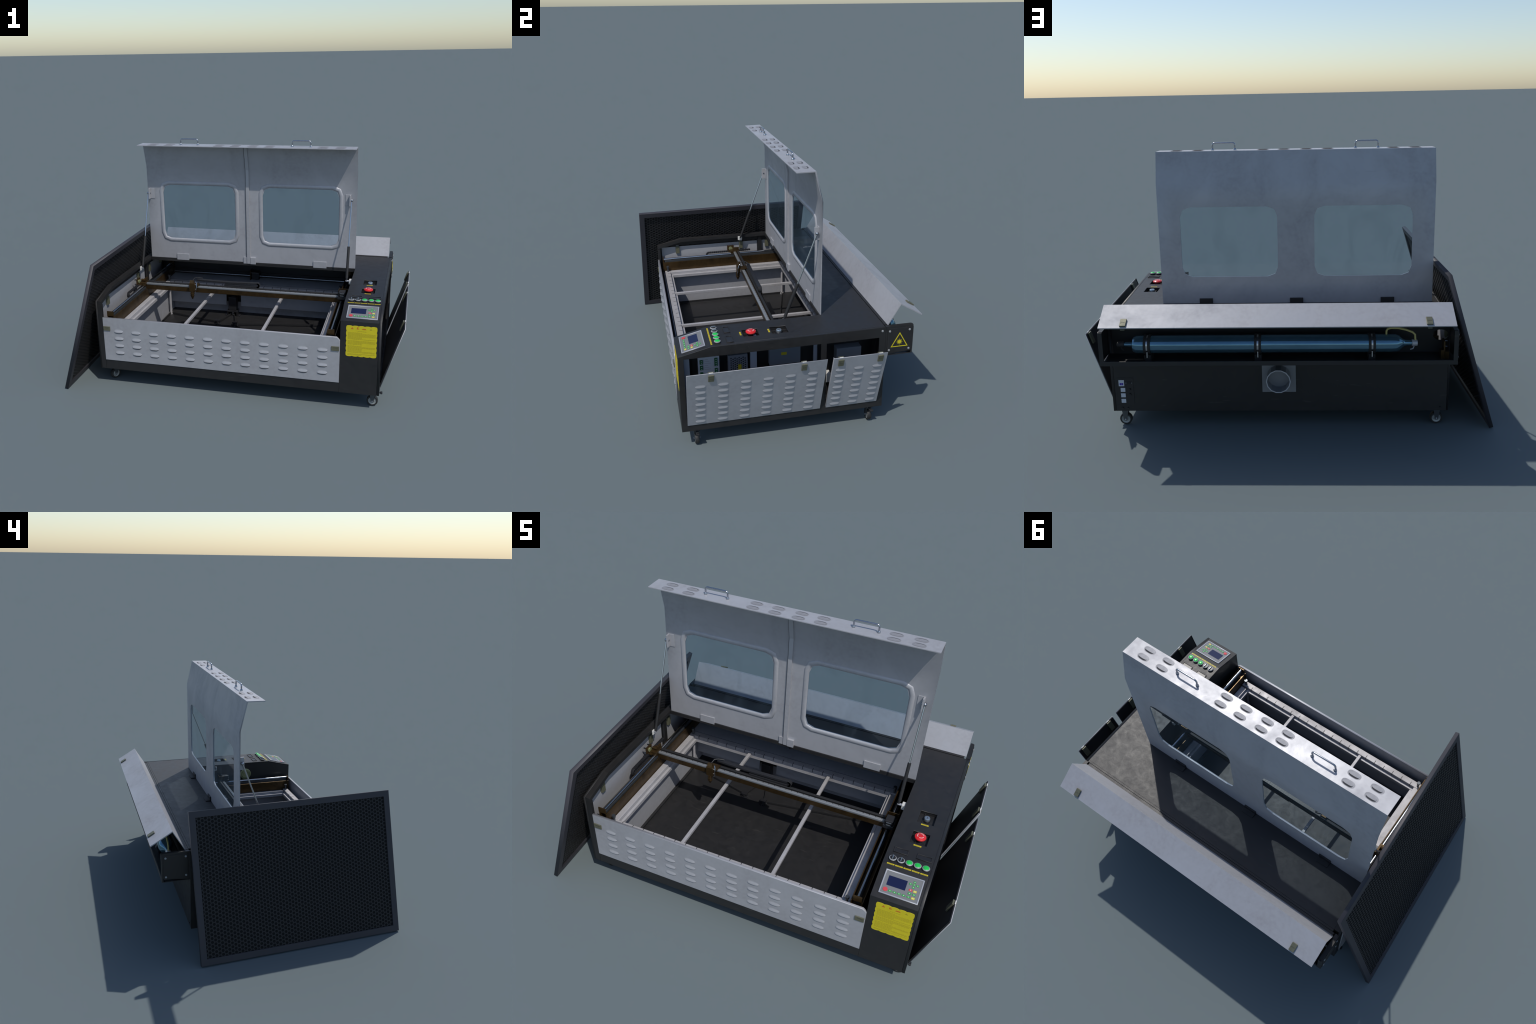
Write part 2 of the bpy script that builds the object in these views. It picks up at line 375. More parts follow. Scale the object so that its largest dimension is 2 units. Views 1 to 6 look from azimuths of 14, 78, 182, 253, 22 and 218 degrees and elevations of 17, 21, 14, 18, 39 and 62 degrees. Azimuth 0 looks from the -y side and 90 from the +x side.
for (a, b_, c, d) in (KEYW, ESTW):
    cab.box(a - .002, b_ + .002, c - .002, d + .002, ZT - 0.022, ZT - 0.020, BLACK)
    cab.box(a - .003, a, c - .003, d + .003, ZT - 0.020, ZT - 0.0072, BLACK); cab.box(b_, b_ + .003, c - .003, d + .003, ZT - 0.020, ZT - 0.0072, BLACK)
    cab.box(a, b_, c - .003, c, ZT - 0.020, ZT - 0.0072, BLACK); cab.box(a, b_, d, d + .003, ZT - 0.020, ZT - 0.0072, BLACK)
cabinet = cab.done('cabinet', root)

# deck behind the lid + hollow rear channel
d = Build()
d.box(XL + 0.0385, XC - 0.0001, 0.198, 0.478, ZT - 0.010, ZT, BLACK)
d.box(XL + 0.0385, XC - 0.0003, 0.4785, YB - 0.0005, ZT - 0.010, ZT - 0.0012, BLACK)
d.box(XL + 0.0385, XC - 0.0003, 0.198, 0.214, 0.545, ZT - 0.0105, BLACK)
d.add(plate_mesh([rect(XL + 0.0105, XR - 0.0205, 0.367, ZT - 0.0205), [(-0.7235 + 0.037 * math.cos(k * math.pi / 8), 0.490 + 0.027 * math.sin(k * math.pi / 8)) for k in range(16)]], 0.004, XZ(0.487)), DARK)
rear_deck = d.done('rear_deck', root)

# console back plate and partition (hold the electronics)
d = Build()
d.box(0.755, 0.760, -0.555, -0.41, 0.112, 0.514, DARK); d.box(0.755, 0.760, -0.4098, 0.460, 0.112, 0.552, DARK)
d.box(0.7605, 0.790, 0.156, 0.168, 0.1365, 0.552, DARK)
d.box(0.7605, 0.815, 0.4585, 0.476, 0.1365, 0.552, DARK)
d.box(0.7605, 0.8605, -0.5585, 0.476, 0.1085, 0.136, DARK)
electronics_bay = d.done('electronics_bay', root)

# ------------------------------------------------------------------ front panel
FX0, FX1, FZ0, FZ1 = -0.7335, 0.6562, 0.1585, 0.428
front = plate('front_panel', [[(FX0, FZ0), (FX1, FZ0), (FX1, FZ1 - 0.016), (FX1 - 0.018, FZ1), (FX0, FZ1)]], 0.0125, XZ(YF + 0.0085), WHITE, root, 0.0015)
for i in range(12):
    for j in range(4):
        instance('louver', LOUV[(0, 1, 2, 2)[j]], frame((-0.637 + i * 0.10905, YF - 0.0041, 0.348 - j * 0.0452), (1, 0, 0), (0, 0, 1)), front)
lt = Build()
for x0 in (-0.7305, 0.611):
    lt.box(x0, x0 + 0.042, YF - 0.009, YF - 0.004, 0.349, 0.375, OLIVE, 0.001)
    lt.box(x0 + 0.010, x0 + 0.034, YF - 0.0096, YF - 0.0088, 0.3665, 0.3675, OLIVED)
lt.done('panel_latch', front)

# ------------------------------------------------------------------ side doors (tilted open right, closed left)
def latch(parent, M, mirror=False):
    b = Build()
    b.box(-0.014, 0.014, -0.021, 0.021, 0.0, 0.006, OLIVE, 0.0012)
    b.box(-0.008, 0.008, -0.001, 0.000, 0.0058, 0.0064, OLIVED)
    b.box(-0.008, -0.007, -0.001, 0.008, 0.0058, 0.0064, OLIVED)
    b.box(-0.010, 0.010, 0.021, 0.032, -0.006, -0.001, WHT, 0.001)
    return b.done('door_latch', parent, M=M)

DTOP = (0.9935, 0.4925); DBOT = (0.8765, 0.1385)
def open_door(y0, y1, cols, latches):
    ax = Vector((DTOP[0] - DBOT[0], 0, DTOP[1] - DBOT[1])); ln = ax.length
    M = frame((DBOT[0], 0, DBOT[1]), (0, 1, 0), ax)
    b = Build()
    b.add(plate_mesh([rect(y0, y1, 0, ln)], 0.0035, M, 0.001), WHITE)
    b.box(y0 + .003, y1 - .003, 0.003, ln - .003, -0.0035, -0.0002, DARK, M=M)
    b.box(y0, y0 + .0025, 0.003, ln - .001, -0.0060, -0.0002, WHITE if y0 > 0 else DARK, M=M)
    ob = b.done('side_door', root)
    for y in cols:
        for j in range(7):
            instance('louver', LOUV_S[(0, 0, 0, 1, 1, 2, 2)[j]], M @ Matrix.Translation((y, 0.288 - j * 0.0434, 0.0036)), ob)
    for y in latches: latch(ob, M @ Matrix.Translation((y, 0.341, 0.0036)))
    b = Build()
    for y in latches:   # latch bodies on the inner side
        b.box(y - 0.014, y + 0.014, 0.310, 0.368, -0.012, -0.0036, OLIVE, 0.001)
    b.done('latch_back', ob, M=M)
    b = Build(); b.box(y0 + .02, y1 - .02, -0.003, 0.004, -0.007, -0.003, BLACK); b.done('door_hinge', ob, M=M)
    return ob
open_door(-0.544, 0.1455, [-0.478 + i * 0.111 for i in range(6)], (-0.427, 0.029))
open_door(0.1765, 0.456, (0.220, 0.3165, 0.413), (0.216, 0.4215))

def closed_door(y0, y1, cols, latches):
    b = Build(); M = frame((XL - 0.003, 0, 0.142), (0, -1, 0), (0, 0, 1))
    b.add(plate_mesh([rect(-y1, -y0, 0, 0.360)], 0.008, M @ Matrix.Translation((0, 0, -0.006)), 0.001), WHITE)
    ob = b.done('side_door', root)
    for y in cols:
        for j in range(7):
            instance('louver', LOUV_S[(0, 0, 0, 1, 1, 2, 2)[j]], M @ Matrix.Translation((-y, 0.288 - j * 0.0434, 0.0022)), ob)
    for y in latches: latch(ob, M @ Matrix.Translation((-y, 0.335, 0.0022)))
    b = Build()
    for y in latches: b.box(XL + 0.004, XL + 0.017, y - 0.013, y + 0.013, 0.455, 0.507, OLIVE, 0.001)
    b.done('latch_back', ob)
    return ob
closed_door(-0.543, 0.146, [-0.478 + i * 0.111 for i in range(6)], (-0.432, 0.025))
closed_door(0.178, 0.455, (0.220, 0.3165, 0.413), (0.216, 0.42))

# ------------------------------------------------------------------ electronics behind the right doors
e = Build()
for y0, y1 in ((-0.540, -0.512), (-0.200, -0.166), (0.136, 0.1545)):
    xf = 0.808 if y0 < -0.5 else 0.782
    e.box(xf - 0.015, xf, y0, y1, 0.137, 0.515 if y0 < -0.5 else 0.550, UPR)
uprights = e.done('upright', electronics_bay)
e = Build()
e.box(0.70, 0.790, -0.468, -0.360, 0.30, 0.4655, BOARD, 0.001)
for k, (y, z0, z1) in enumerate(((-0.452, .430, .452), (-0.452, .398, .420), (-0.452, .355, .382), (-0.452, .315, .345), (-0.378, .412, .456), (-0.378, .360, .398), (-0.378, .315, .350))):
    e.box(0.7895, 0.797, y - 0.007, y + 0.008, z0, z1, TERM)
    n = max(2, int((z1 - z0) / 0.011))
    for i in range(n): e.box(0.797, 0.7975, y - 0.002, y + 0.004, z0 + (i + .3) * (z1 - z0) / n, z0 + (i + .6) * (z1 - z0) / n, BOARD)
for i in range(6): e.box(0.7898, 0.7904, -0.435, -0.435 + 0.018 + 0.02 * ((i * 7) % 3) / 3, 0.45 - i * 0.011, 0.4515 - i * 0.011, GREY)
e.done('motor_driver', electronics_bay)
# power supply with a perforated front
e = Build()
holes = []
for i in range(8):
    for j in range(11):
        holes.append(circ(-0.300 + i * 0.0104, 0.440 - j * 0.0125 - (0.006 if i % 2 else 0), 0.0043, 6))
e.add(plate_mesh([rect(-0.315, -0.215, 0.29, 0.457)] + holes, 0.002, YZ(0.788)), PSU)
e.box(0.70, 0.7875, -0.315, -0.3145, 0.29, 0.457, PSU); e.box(0.70, 0.7875, -0.2155, -0.215, 0.29, 0.457, PSU)
e.box(0.70, 0.7875, -0.3145, -0.2155, 0.4555, 0.457, BOXG); e.box(0.775, 0.779, -0.314, -0.216, 0.291, 0.455, RUBBER)
e.box(0.7902, 0.791, -0.265, -0.248, 0.365, 0.402, TAG)
e.done('power_supply', electronics_bay)
e = Build()
e.box(0.70, 0.790, -0.102, 0.062, 0.374, 0.53, BOXG, 0.001); e.box(0.7902, 0.791, -0.040, -0.011, 0.4275, 0.443, TAG)
e.done('laser_supply', electronics_bay)
e = Build()
e.box(0.7605, 0.808, 0.252, 0.386, 0.20, 0.436, BOXG, 0.001); e.done('water_box', electronics_bay)
e = Build()
e.box(0.75, 0.80, 0.196, 0.226, 0.238, 0.290, WHT, 0.001); e.done('relay_block', electronics_bay)

# ------------------------------------------------------------------ console controls
c = Build()
c.add(plate_mesh([rect(0.683, 0.850, 0.024, 0.144), rect(0.6885, 0.8445, 0.0295, 0.1385)], 0.0055, SLOPE, 0.0012), LGREY)
c.add(plate_mesh([rect(0.6883, 0.8447, 0.0293, 0.1387)], 0.003, SLOPE), PANELG)
control_display = c.done('control_display', cabinet)
c = Build(); c.add(plate_mesh([rect(0.704, 0.784, 0.069, 0.1165)], 0.0008, SLOPE @ Matrix.Translation((0, 0, 0.0031)), 0), LCD)
c.done('screen', control_display)
keys = Build()
def key(x, s, w, h, m, sym=True):
    T = SLOPE @ Matrix.Translation((x, s, 0.003))
    keys.box(-w / 2, w / 2, -h / 2, h / 2, 0, 0.0016, m, 0.0005, M=T)
    if sym: keys.box(-w / 6, w / 6, -h / 6, h / 6, 0.0016, 0.0019, KWHT, M=T)
T = SLOPE @ Matrix.Translation((0.706, 0.0475, 0.003))
p0, p1 = T @ Vector((0, 0, 0)), T @ Vector((0, 0, 0.002))
keys.cyl(p0, p1, 0.010, KRED, 20)
for x in (0.727, 0.7465, 0.766, 0.7855, 0.8055): key(x, 0.0455, 0.014, 0.008, KGRN)
key(0.8245, 0.0455, 0.014, 0.010, KYEL)
key(0.8055, 0.0625, 0.014, 0.009, KGRN); key(0.8245, 0.0625, 0.014, 0.009, KGRN)
key(0.8055, 0.0795, 0.015, 0.010, KRED); key(0.8245, 0.0785, 0.014, 0.010, KYEL)
for dx, ds in ((0, 0.013), (0, -0.013), (-0.015, 0), (0.015, 0), (0, 0)): key(0.813 + dx, 0.108 + ds, 0.0105, 0.009, KGRN)
keys.done('keypad', control_display)

def round_button(x, y, kind):
    b = Build()
    b.lathe([(0.0165, 0), (0.0165, 0.006), (0.0150, 0.010), (0.0125, 0.0105)], PLASTIC if kind == 'switch' else RUBBER, (x, y, ZT))
    b.lathe([(0.0166, 0.0075), (0.0166, 0.0092), (0.0140, 0.0112), (0.0128, 0.0112), (0.0128, 0.0080)], GREY, (x, y, ZT), ring=True)
    if kind == 'green':
        b.lathe([(0.0130, 0.008), (0.0130, 0.012), (0.011, 0.0135), (0.004, 0.0142), (0.001, 0.0143)], GREEN, (x, y, ZT))
    else:
        b.lathe([(0.0128, 0.008), (0.0125, 0.0115), (0.001, 0.0117)], PLASTIC, (x, y, ZT))
        b.box(x - 0.0022, x + 0.0022, y - 0.0115, y + 0.0115, ZT + 0.011, ZT + 0.018, KEYM, 0.001)
    return b.done('selector_switch' if kind == 'switch' else 'push_button', cabinet, smooth=35)
for i in range(5): round_button(0.6925 + i * 0.0365, -0.372, 'switch' if i < 2 else 'green')
t = Build()
for i in range(5):
    x = 0.6925 + i * 0.0365
    t.box(x - 0.0165, x + 0.0165, -0.4065, -0.399, ZT, ZT + 0.0008, TAG)
    for k in range(4): t.box(x - 0.010 + k * 0.0055, x - 0.0065 + k * 0.0055, -0.4045, -0.401, ZT + 0.0008, ZT + 0.0010, TAGT)
for y in (-0.1005, -0.2465):
    t.box(0.755, 0.790, y - 0.004, y + 0.004, ZT, ZT + 0.0008, TAG)
    for k in range(4): t.box(0.762 + k * 0.0055, 0.7655 + k * 0.0055, y - 0.0018, y + 0.0018, ZT + 0.0008, ZT + 0.0010, TAGT)
t.done('name_tag', cabinet, kind='stuff')
for (a, b_, y0, y1) in PAD:
    t = Build()
    t.add(plate_mesh([rect(a, b_, y0, y1), rect(a + .004, b_ - .004, y0 + .004, y1 - .004)], 0.004, XY(ZT), 0.001), BLACK)
    t.box(a + .004, b_ - .004, y0 + .004, y1 - .004, ZT, ZT + 0.0012, PLASTIC)
    t.done('socket_flap', cabinet)
# emergency stop
b = Build(); cx, cy, z0 = 0.7725, -0.193, ZT - 0.028
b.lathe([(0.021, 0), (0.021, 0.010), (0.014, 0.011), (0.014, 0.028)], PLASTIC, (cx, cy, z0))
b.lathe([(0.013, 0.026), (0.0245, 0.030), (0.0265, 0.034), (0.0255, 0.038), (0.019, 0.042), (0.008, 0.0436), (0.001, 0.0438)], RED, (cx, cy, z0), seg=32)
for k in range(3):
    n = 8; a0 = k * 2.094 + 0.25
    for i in range(n):
        q = a0 + i * 1.6 / n; w = 1.6 / n
        P = [(cx + r * math.cos(a), cy + r * math.sin(a), z0 + h) for r, a, h in ((0.0125, q, .0434), (0.0160, q, .0429), (0.0160, q + w, .0429), (0.0125, q + w, .0434))]
        f = b.bm.faces.new([b.bm.verts.new(p) for p in P]); b._mark([f], PINK)
b.done('emergency_stop', cabinet, smooth=35)
b = Build(); cx, cy = 0.7725, -0.048
b.lathe([(0.0165, 0), (0.0165, 0.016), (0.015, 0.018)], PLASTIC, (cx, cy, z0))
b.lathe([(0.0145, 0.017), (0.0145, 0.027), (0.0125, 0.030), (0.001, 0.0303)], KEYM, (cx, cy, z0))
b.box(cx - 0.0012, cx + 0.0012, cy - 0.006, cy + 0.006, z0 + 0.0302, z0 + 0.0308, RUBBER)
b.done('key_switch', cabinet, smooth=35)

# scalloped yellow warning sheet on the console front
lx0, lx1, lz0, lz1 = 0.690, 0.850, 0.325, 0.500
out = []
def wavy(p, q, n):
    p, q = Vector(p), Vector(q); dv = q - p; nv = Vector((dv.y, -dv.x)).normalized()
    for i in range(n * 6):
        s_ = i / (n * 6); a = 0.0034 * (abs(math.sin(math.pi * n * s_)) ** 0.6) - 0.001
        out.append(tuple(p + dv * s_ + nv * a))
wavy((lx0, lz0), (lx1, lz0), 5); wavy((lx1, lz0), (lx1, lz1), 6); wavy((lx1, lz1), (lx0, lz1), 5); wavy((lx0, lz1), (lx0, lz0), 6)
lab = plate('warning_sheet', [out], 0.0012, XZ(YF), YEL, cabinet)
t = Build(); rnd = random.Random(3); yy0, yy1 = YF - 0.0016, YF - 0.0012
z = lz1 - 0.030
row = 0
while z > lz0 + 0.006:
    x = lx0 + (0.060 if row == 0 else 0.008); stop = lx1 - (0.055 if row == 0 else 0.006 + (0.07 if rnd.random() < 0.22 else 0))
    while x < stop:
        w = rnd.uniform(0.004, 0.012); w = min(w, stop - x)
        t.box(x, x + w, yy0, yy1, z, z + 0.0026, YELT); x += w + 0.0016
    z -= 0.0053 + (0.004 if row in (0, 8, 13, 21) else 0); row += 1
zz = lz1 - 0.018
t.prism([(0.712, zz), (0.728, zz), (0.720, zz + 0.012)], yy0, yy1, YELR, 'Y')
t.prism([(0.744, zz), (0.757, zz + 0.002), (0.757, zz + 0.005), (0.748, zz + 0.005), (0.757, zz + 0.012), (0.745, zz + 0.012)], yy0, yy1, YELR, 'Y')
t.prism([(0.770, zz), (0.795, zz), (0.790, zz + 0.007), (0.776, zz + 0.007)], yy0, yy1, YELR, 'Y')
t.prism([(0.812, zz), (0.826, zz), (0.819, zz + 0.010)], yy0, yy1, YELT, 'Y')
t.done('warning_print', lab, kind='stuff')

# brass grille on the inner wall of the console
b = Build(); b.lathe([(0.042, 0), (0.042, -0.004), (0.036, -0.006), (0.035, -0.003), (0.030, -0.003), (0.028, -0.006), (0.024, -0.006), (0.022, -0.003), (0.006, -0.003), (0.001, -0.003)], DISC, (XC - 0.0002, -0.226, 0.478), axis='X')
b.done('round_grille', cabinet, smooth=35)

# ------------------------------------------------------------------ lid
LX0, LX1 = -0.731, 0.6565
LZ0, LZF, LZT = 0.5665, 1.186, 1.345
LYI, LYO = 0.2035, 0.2095       # inner and outer face of the upright part
def window_loop(x0, x1, z0, z1, g=0.0):
    c1, c2 = 0.052, 0.014
    x0, x1, z0, z1 = x0 - g, x1 + g, z0 - g, z1 + g
    pts = []
    for (cx, cz, sx, sz) in ((x0, z0, 1, 1), (x1, z0, -1, 1), (x1, z1, -1, -1), (x0, z1, 1, -1)):
        seq = [(cx, cz + sz * c1), (cx + sx * c2, cz + sz * c2), (cx + sx * c1, cz)]
        if sx * sz < 0: seq = seq[::-1]
        pts += seq
    return pts
WIN = ((-0.622, -0.131, 0.709, 1.071), (0.055, 0.546, 0.709, 1.071))
b = Build()
b.add(plate_mesh([rect(LX0, LX1, LZ0, LZF)] + [window_loop(*w) for w in WIN], LYO - LYI, XZ(LYO)), WHITE)
# folded brow and top flange
b.prism([(LYI, LZF), (LYO, LZF), (0.171, LZT + 0.001), (0.171, LZT + 0.001), (0.070, LZT - 0.001), (0.070, LZT - 0.005), (0.164, LZT - 0.005)][:3] + [(0.0705, LZT - 0.0005), (0.0705, LZT - 0.0045), (0.1645, LZT - 0.0045)], LX0, LX1, WHITE)
bmesh.ops.remove_doubles(b.bm, verts=b.bm.verts[:], dist=1e-5)
lid = b.done('lid', root, smooth=12)
for w in WIN:
    lp = [(x, LYI - 0.001, z) for x, z in window_loop(*w, 0.013)]
    # rounded bead on the inner side
    cu = bpy.data.curves.new('tmp', 'CURVE'); cu.dimensions = '3D'
    sp = cu.splines.new('POLY'); sp.points.add(len(lp) - 1)
    for p, q in zip(sp.points, lp): p.co = (*q, 1)
    sp.use_cyclic_u = True; cu.bevel_depth = 0.0135; cu.bevel_resolution = 4
    ob = bpy.data.objects.new('tmp', cu); S.collection.objects.link(ob)
    me = bpy.data.meshes.new_from_object(ob.evaluated_get(bpy.context.evaluated_depsgraph_get()))
    bpy.data.objects.remove(ob); bpy.data.curves.remove(cu)
    for v in me.vertices: v.co.y = LYI + 0.001 + (v.co.y - (LYI - 0.001)) * (0.5 if v.co.y < LYI - 0.001 else 0.05)
    me.materials.clear(); link('window_bead', me, WHITE, lid, smooth=50)
    g = Build(); g.add(plate_mesh([window_loop(*w, 0.006)], 0.0016, XZ(LYI + 0.0030)), GLASS); i2 = g.slot(CLEAR)
    for f in g.bm.faces:
        f.normal_update()
        if abs(f.normal.y) < 0.5 or f.calc_center_median().y > LYI + 0.0022: f.material_index = i2
    g.done('window_pane', lid)
# middle rib: follows the fold
b = Build()
b.prism([(LYI, 0.559), (LYI - 0.010, 0.559), (LYI - 0.010, LZF - 0.004), (0.1545, LZT - 0.0048), (0.1645, LZT - 0.0048), (LYI, LZF)], -0.054, -0.033, WHITE)
b.done('lid_rib', lid)
b = Build(); b.prism([(LYI - .001, 0.567), (LYI - 0.003, 0.567), (LYI - 0.003, LZF - 0.002), (0.1610, LZT - 0.005), (0.1640, LZT - 0.005), (LYI - .001, LZF)], -0.0585, -0.0542, GROOVE)  # thin raised dark strip along the left side of the rib
b.done('rib_dark_strip', lid)
for x in (-0.503, -0.0375, 0.430):
    b = Build()
    if abs(x + 0.0375) < 0.01:
        b.box(x - 0.042, x - 0.019, LYI - 0.0065, LYI - 0.0002, 0.557, 0.602, WHITE, 0.001); b.box(x + 0.006, x + 0.042, LYI - 0.0125, LYI - 0.0002, 0.557, 0.602, WHITE, 0.001)
    else: b.box(x - 0.043, x + 0.043, LYI - 0.0065, LYI - 0.0002, 0.557, 0.600, WHITE, 0.001)
    b.box(x - 0.034, x + 0.034, LYO + 0.0002, LYO + 0.008, ZT, 0.594, BLACK, 0.001)
    b.box(x - 0.034, x + 0.034, LYO + 0.0002, LYO + 0.034, ZT + 0.0001, ZT + 0.005, BLACK, 0.001)
    b.done('lid_hinge', lid)
for x in (-0.638, -0.5285, -0.2015, -0.094, 0.0185, 0.1225, 0.4515, 0.5595):
    for y, f in ((0.142, 1), (0.096, 1)):
        zz = LZT - 0.0005 + 0.0015 * (y - 0.0705) / 0.1 + 0.0006
        instance('louver', LOUV_F, frame((x, y, zz), (-1, 0, 0), (0, -1, 0)), lid)
for cx in (-0.3965, 0.3205):
    b = Build(); w, h, y, r = 0.0565, 0.037, 0.122, 0.012
    z0 = LZT
    pts = [(cx - w, y, z0)] + [(cx - w, y, z0 + h - r)]
    for k in range(1, 7):
        a = math.pi - k * math.pi / 12; pts.append((cx - w + r + r * math.cos(a), y, z0 + h - r + r * math.sin(a)))
    for k in range(0, 7):
        a = math.pi / 2 - k * math.pi / 12; pts.append((cx + w - r + r * math.cos(a), y, z0 + h - r + r * math.sin(a)))
    pts.append((cx + w, y, z0))
    b.tube(pts, 0.0042, CHROME, 10)
    for sx in (-w, w): b.lathe([(0.0075, 0), (0.0072, 0.007), (0.005, 0.010), (0.002, 0.0105)], CHROME, (cx + sx, y, z0))
    b.done('lid_handle', lid, smooth=40)
# strut brackets on the lid
for x, s_ in ((0.603, 1), (-0.702, -1)):
    b = Build()
    b.box(x - 0.018, x + 0.018, LYI - 0.003, LYI, 0.975, 1.045, WHITE, 0.001)
    b.box(x + s_ * 0.012 - 0.004, x + s_ * 0.012 + 0.004, LYI - 0.026, LYI - 0.003, 0.975, 1.045, WHITE, 0.001)
    b.done('strut_bracket', lid)

# ------------------------------------------------------------------ gas struts
for x, xb in ((0.624, 1), (-0.724, -1)):
    top = Vector((x, 0.190, 1.012)); bot = Vector((x - 0.001 * xb, 0.015, 0.545)); mid = bot + (top - bot) * 0.425
    b = Build()
    b.cyl(bot + (top - bot) * 0.03, mid, 0.0085, RUBBER, 18)
    b.cyl(bot, bot + (top - bot) * 0.04, 0.006, PLASTIC, 12)
    st = b.done('gas_strut', root, smooth=40)
    b = Build(); b.cyl(mid - (top - bot) * 0.01, top, 0.0042, STEEL, 14)
    b.sph(top, 0.0095, CHROME); b.cyl(top, top + Vector((-0.016 * xb, 0, 0)), 0.005, CHROME, 12)
    b.done('strut_rod', st, smooth=40)
    b = Build()
    e0 = XC - 0.0003 if xb > 0 else -0.7355
    bx = (e0 - 0.018, e0) if xb > 0 else (e0, e0 + 0.006)
    b.box(bx[0], bx[1], 0.000, 0.030, 0.528, 0.556, WHT, 0.002)
    b.cyl((x - 0.006 * xb, 0.015, 0.545), (bx[0] if xb > 0 else bx[1], 0.015, 0.545), 0.006, LGREY, 12)
    b.done('strut_mount', st)

# ------------------------------------------------------------------ laser tube trough at the back
TX0, TX1 = XL, XR
TY0, TY1, TZ0, TZ1 = 0.4905, 0.641, 0.402, 0.568
b = Build()
b.box(TX0, TX1, TY0, TY1 - 0.0095, TZ0, TZ0 + 0.003, BLACK)
b.box(TX0, TX1, TY1 - 0.009, TY1, TZ0, TZ0 + 0.022, BLACK, 0.0015)
cheek = [(YB + 0.0005, TZ0 + 0.0035), (TY1, TZ0 + 0.0225), (TY1, TZ1 - 0.012), (TY1 - 0.0035, TZ1 - 0.0035), (TY1 - 0.012, TZ1), (YB + 0.0005, TZ1)]
for x0, x1, f0, f1 in ((TX0, TX0 + 0.004, TX0 + 0.0042, TX0 + 0.020), (TX1 - 0.004, TX1, TX1 - 0.020, TX1 - 0.0042)):
    b.prism(cheek, x0, x1, BLACK)
    b.box(f0, f1, TY1 - 0.006, TY1 - 0.0002, TZ0 + 0.0222, TZ1 - 0.003, BLACK)
    b.box(f0, f1, YB + 0.001, TY1 - 0.0065, TZ1 - 0.006, TZ1 - 0.0005, BLACK)
trough = b.done('tube_trough', root)
# beam hole: same opening seen from the trough side
# end plates with screws
for xs, sgn in ((TX1, 1), (TX0, -1)):
    b = Build(); xa, xb = (xs, xs + 0.0025) if sgn > 0 else (xs - 0.0025, xs)
    b.box(xa, xb, 0.500, 0.630, 0.418, 0.556, BLACK, 0.001)
    xc, xd = (xs + 0.002, xs + 0.0055) if sgn > 0 else (xs - 0.0055, xs - 0.002)
    for y in (0.511, 0.619):
        for z in (0.433, 0.5415): b.lathe([(0.0062, 0), (0.005, 0.003 * sgn), (0.001, 0.0035 * sgn)], GREY, (xs + 0.0022 * sgn, y, z), axis='X', seg=14)
    ep = b.done('end_plate', trough)
b = Build(); b.lathe([(0.0062, 0), (0.005, 0.003), (0.001, 0.0035)], GREY, (XR, 0.472, 0.547), axis='X', seg=14); b.done('screw', cabinet)
# laser warning triangle with a starburst
b = Build(); MT = YZ(TX1 + 0.0026)
tri_o = [(0.519, 0.449), (0.613, 0.449), (0.566, 0.531)]
def inset(t, k):
    gx = sum(p[0] for p in t) / 3; gz = sum(p[1] for p in t) / 3
    return [(gx + (p[0] - gx) * k, gz + (p[1] - gz) * k) for p in t]
b.add(plate_mesh([tri_o, inset(tri_o, 0.84)], 0.0008, MT), YEL)
star = []
gx, gz = 0.566, 0.4765
for i in range(32):
    r = (0.020 if (i // 2) % 2 == 0 else 0.0155) if i % 2 == 0 else 0.0075
    star.append((gx + r * math.cos(i * math.pi / 16), gz + r * math.sin(i * math.pi / 16)))
b.add(plate_mesh([star], 0.0008, MT), YEL)
b.done('laser_warning_sign', trough)
# tube
ax_y, ax_z = 0.572, 0.484
b = Build()
prof = [(0.012, -0.575), (0.014, -0.545), (0.020, -0.532), (0.036, -0.515), (0.0425, -0.498), (0.043, -0.47), (0.043, 0.690), (0.0425, 0.712), (0.036, 0.727), (0.024, 0.733), (0.011, 0.735), (0.010, 0.775)]
b.lathe([(r, x) for r, x in prof], TUBE, (0, ax_y, ax_z), axis='X', seg=24)
tube = b.done('laser_tube', trough, smooth=35)
b = Build()
b.lathe([(0.014, 0.772), (0.014, 0.803), (0.010, 0.806)], RUBBER, (0, ax_y, ax_z), axis='X'); b.lathe([(0.015, -0.598), (0.016, -0.574), (0.012, -0.572)], LGREY, (0, ax_y, ax_z), axis='X')
b.tube([(0.79, ax_y, ax_z - .012), (0.785, ax_y + .004, ax_z - .024), (0.775, ax_y + .006, ax_z - .028)], 0.002, RUBBER, 6)
b.tube([(-0.585, ax_y, ax_z - .014), (-0.578, ax_y + .008, ax_z - .026), (-0.565, ax_y + .012, ax_z - .028)], 0.0028, LGREY, 6)
b.done('tube_cap', tube, smooth=40)
b = Build()
b.tube([(-0.455, ax_y, ax_z + 0.038), (-0.455, ax_y, ax_z + 0.058), (-0.46, ax_y, ax_z + 0.068), (-0.475, ax_y, ax_z + 0.073), (-0.51, ax_y, ax_z + 0.072), (-0.545, ax_y, ax_z + 0.064), (-0.575, ax_y, ax_z + 0.052), (-0.587, ax_y, ax_z + 0.040), (-0.589, ax_y, ax_z + 0.014)], 0.0048, HOSE, 10)
b.done('cooling_hose', tube, smooth=50)
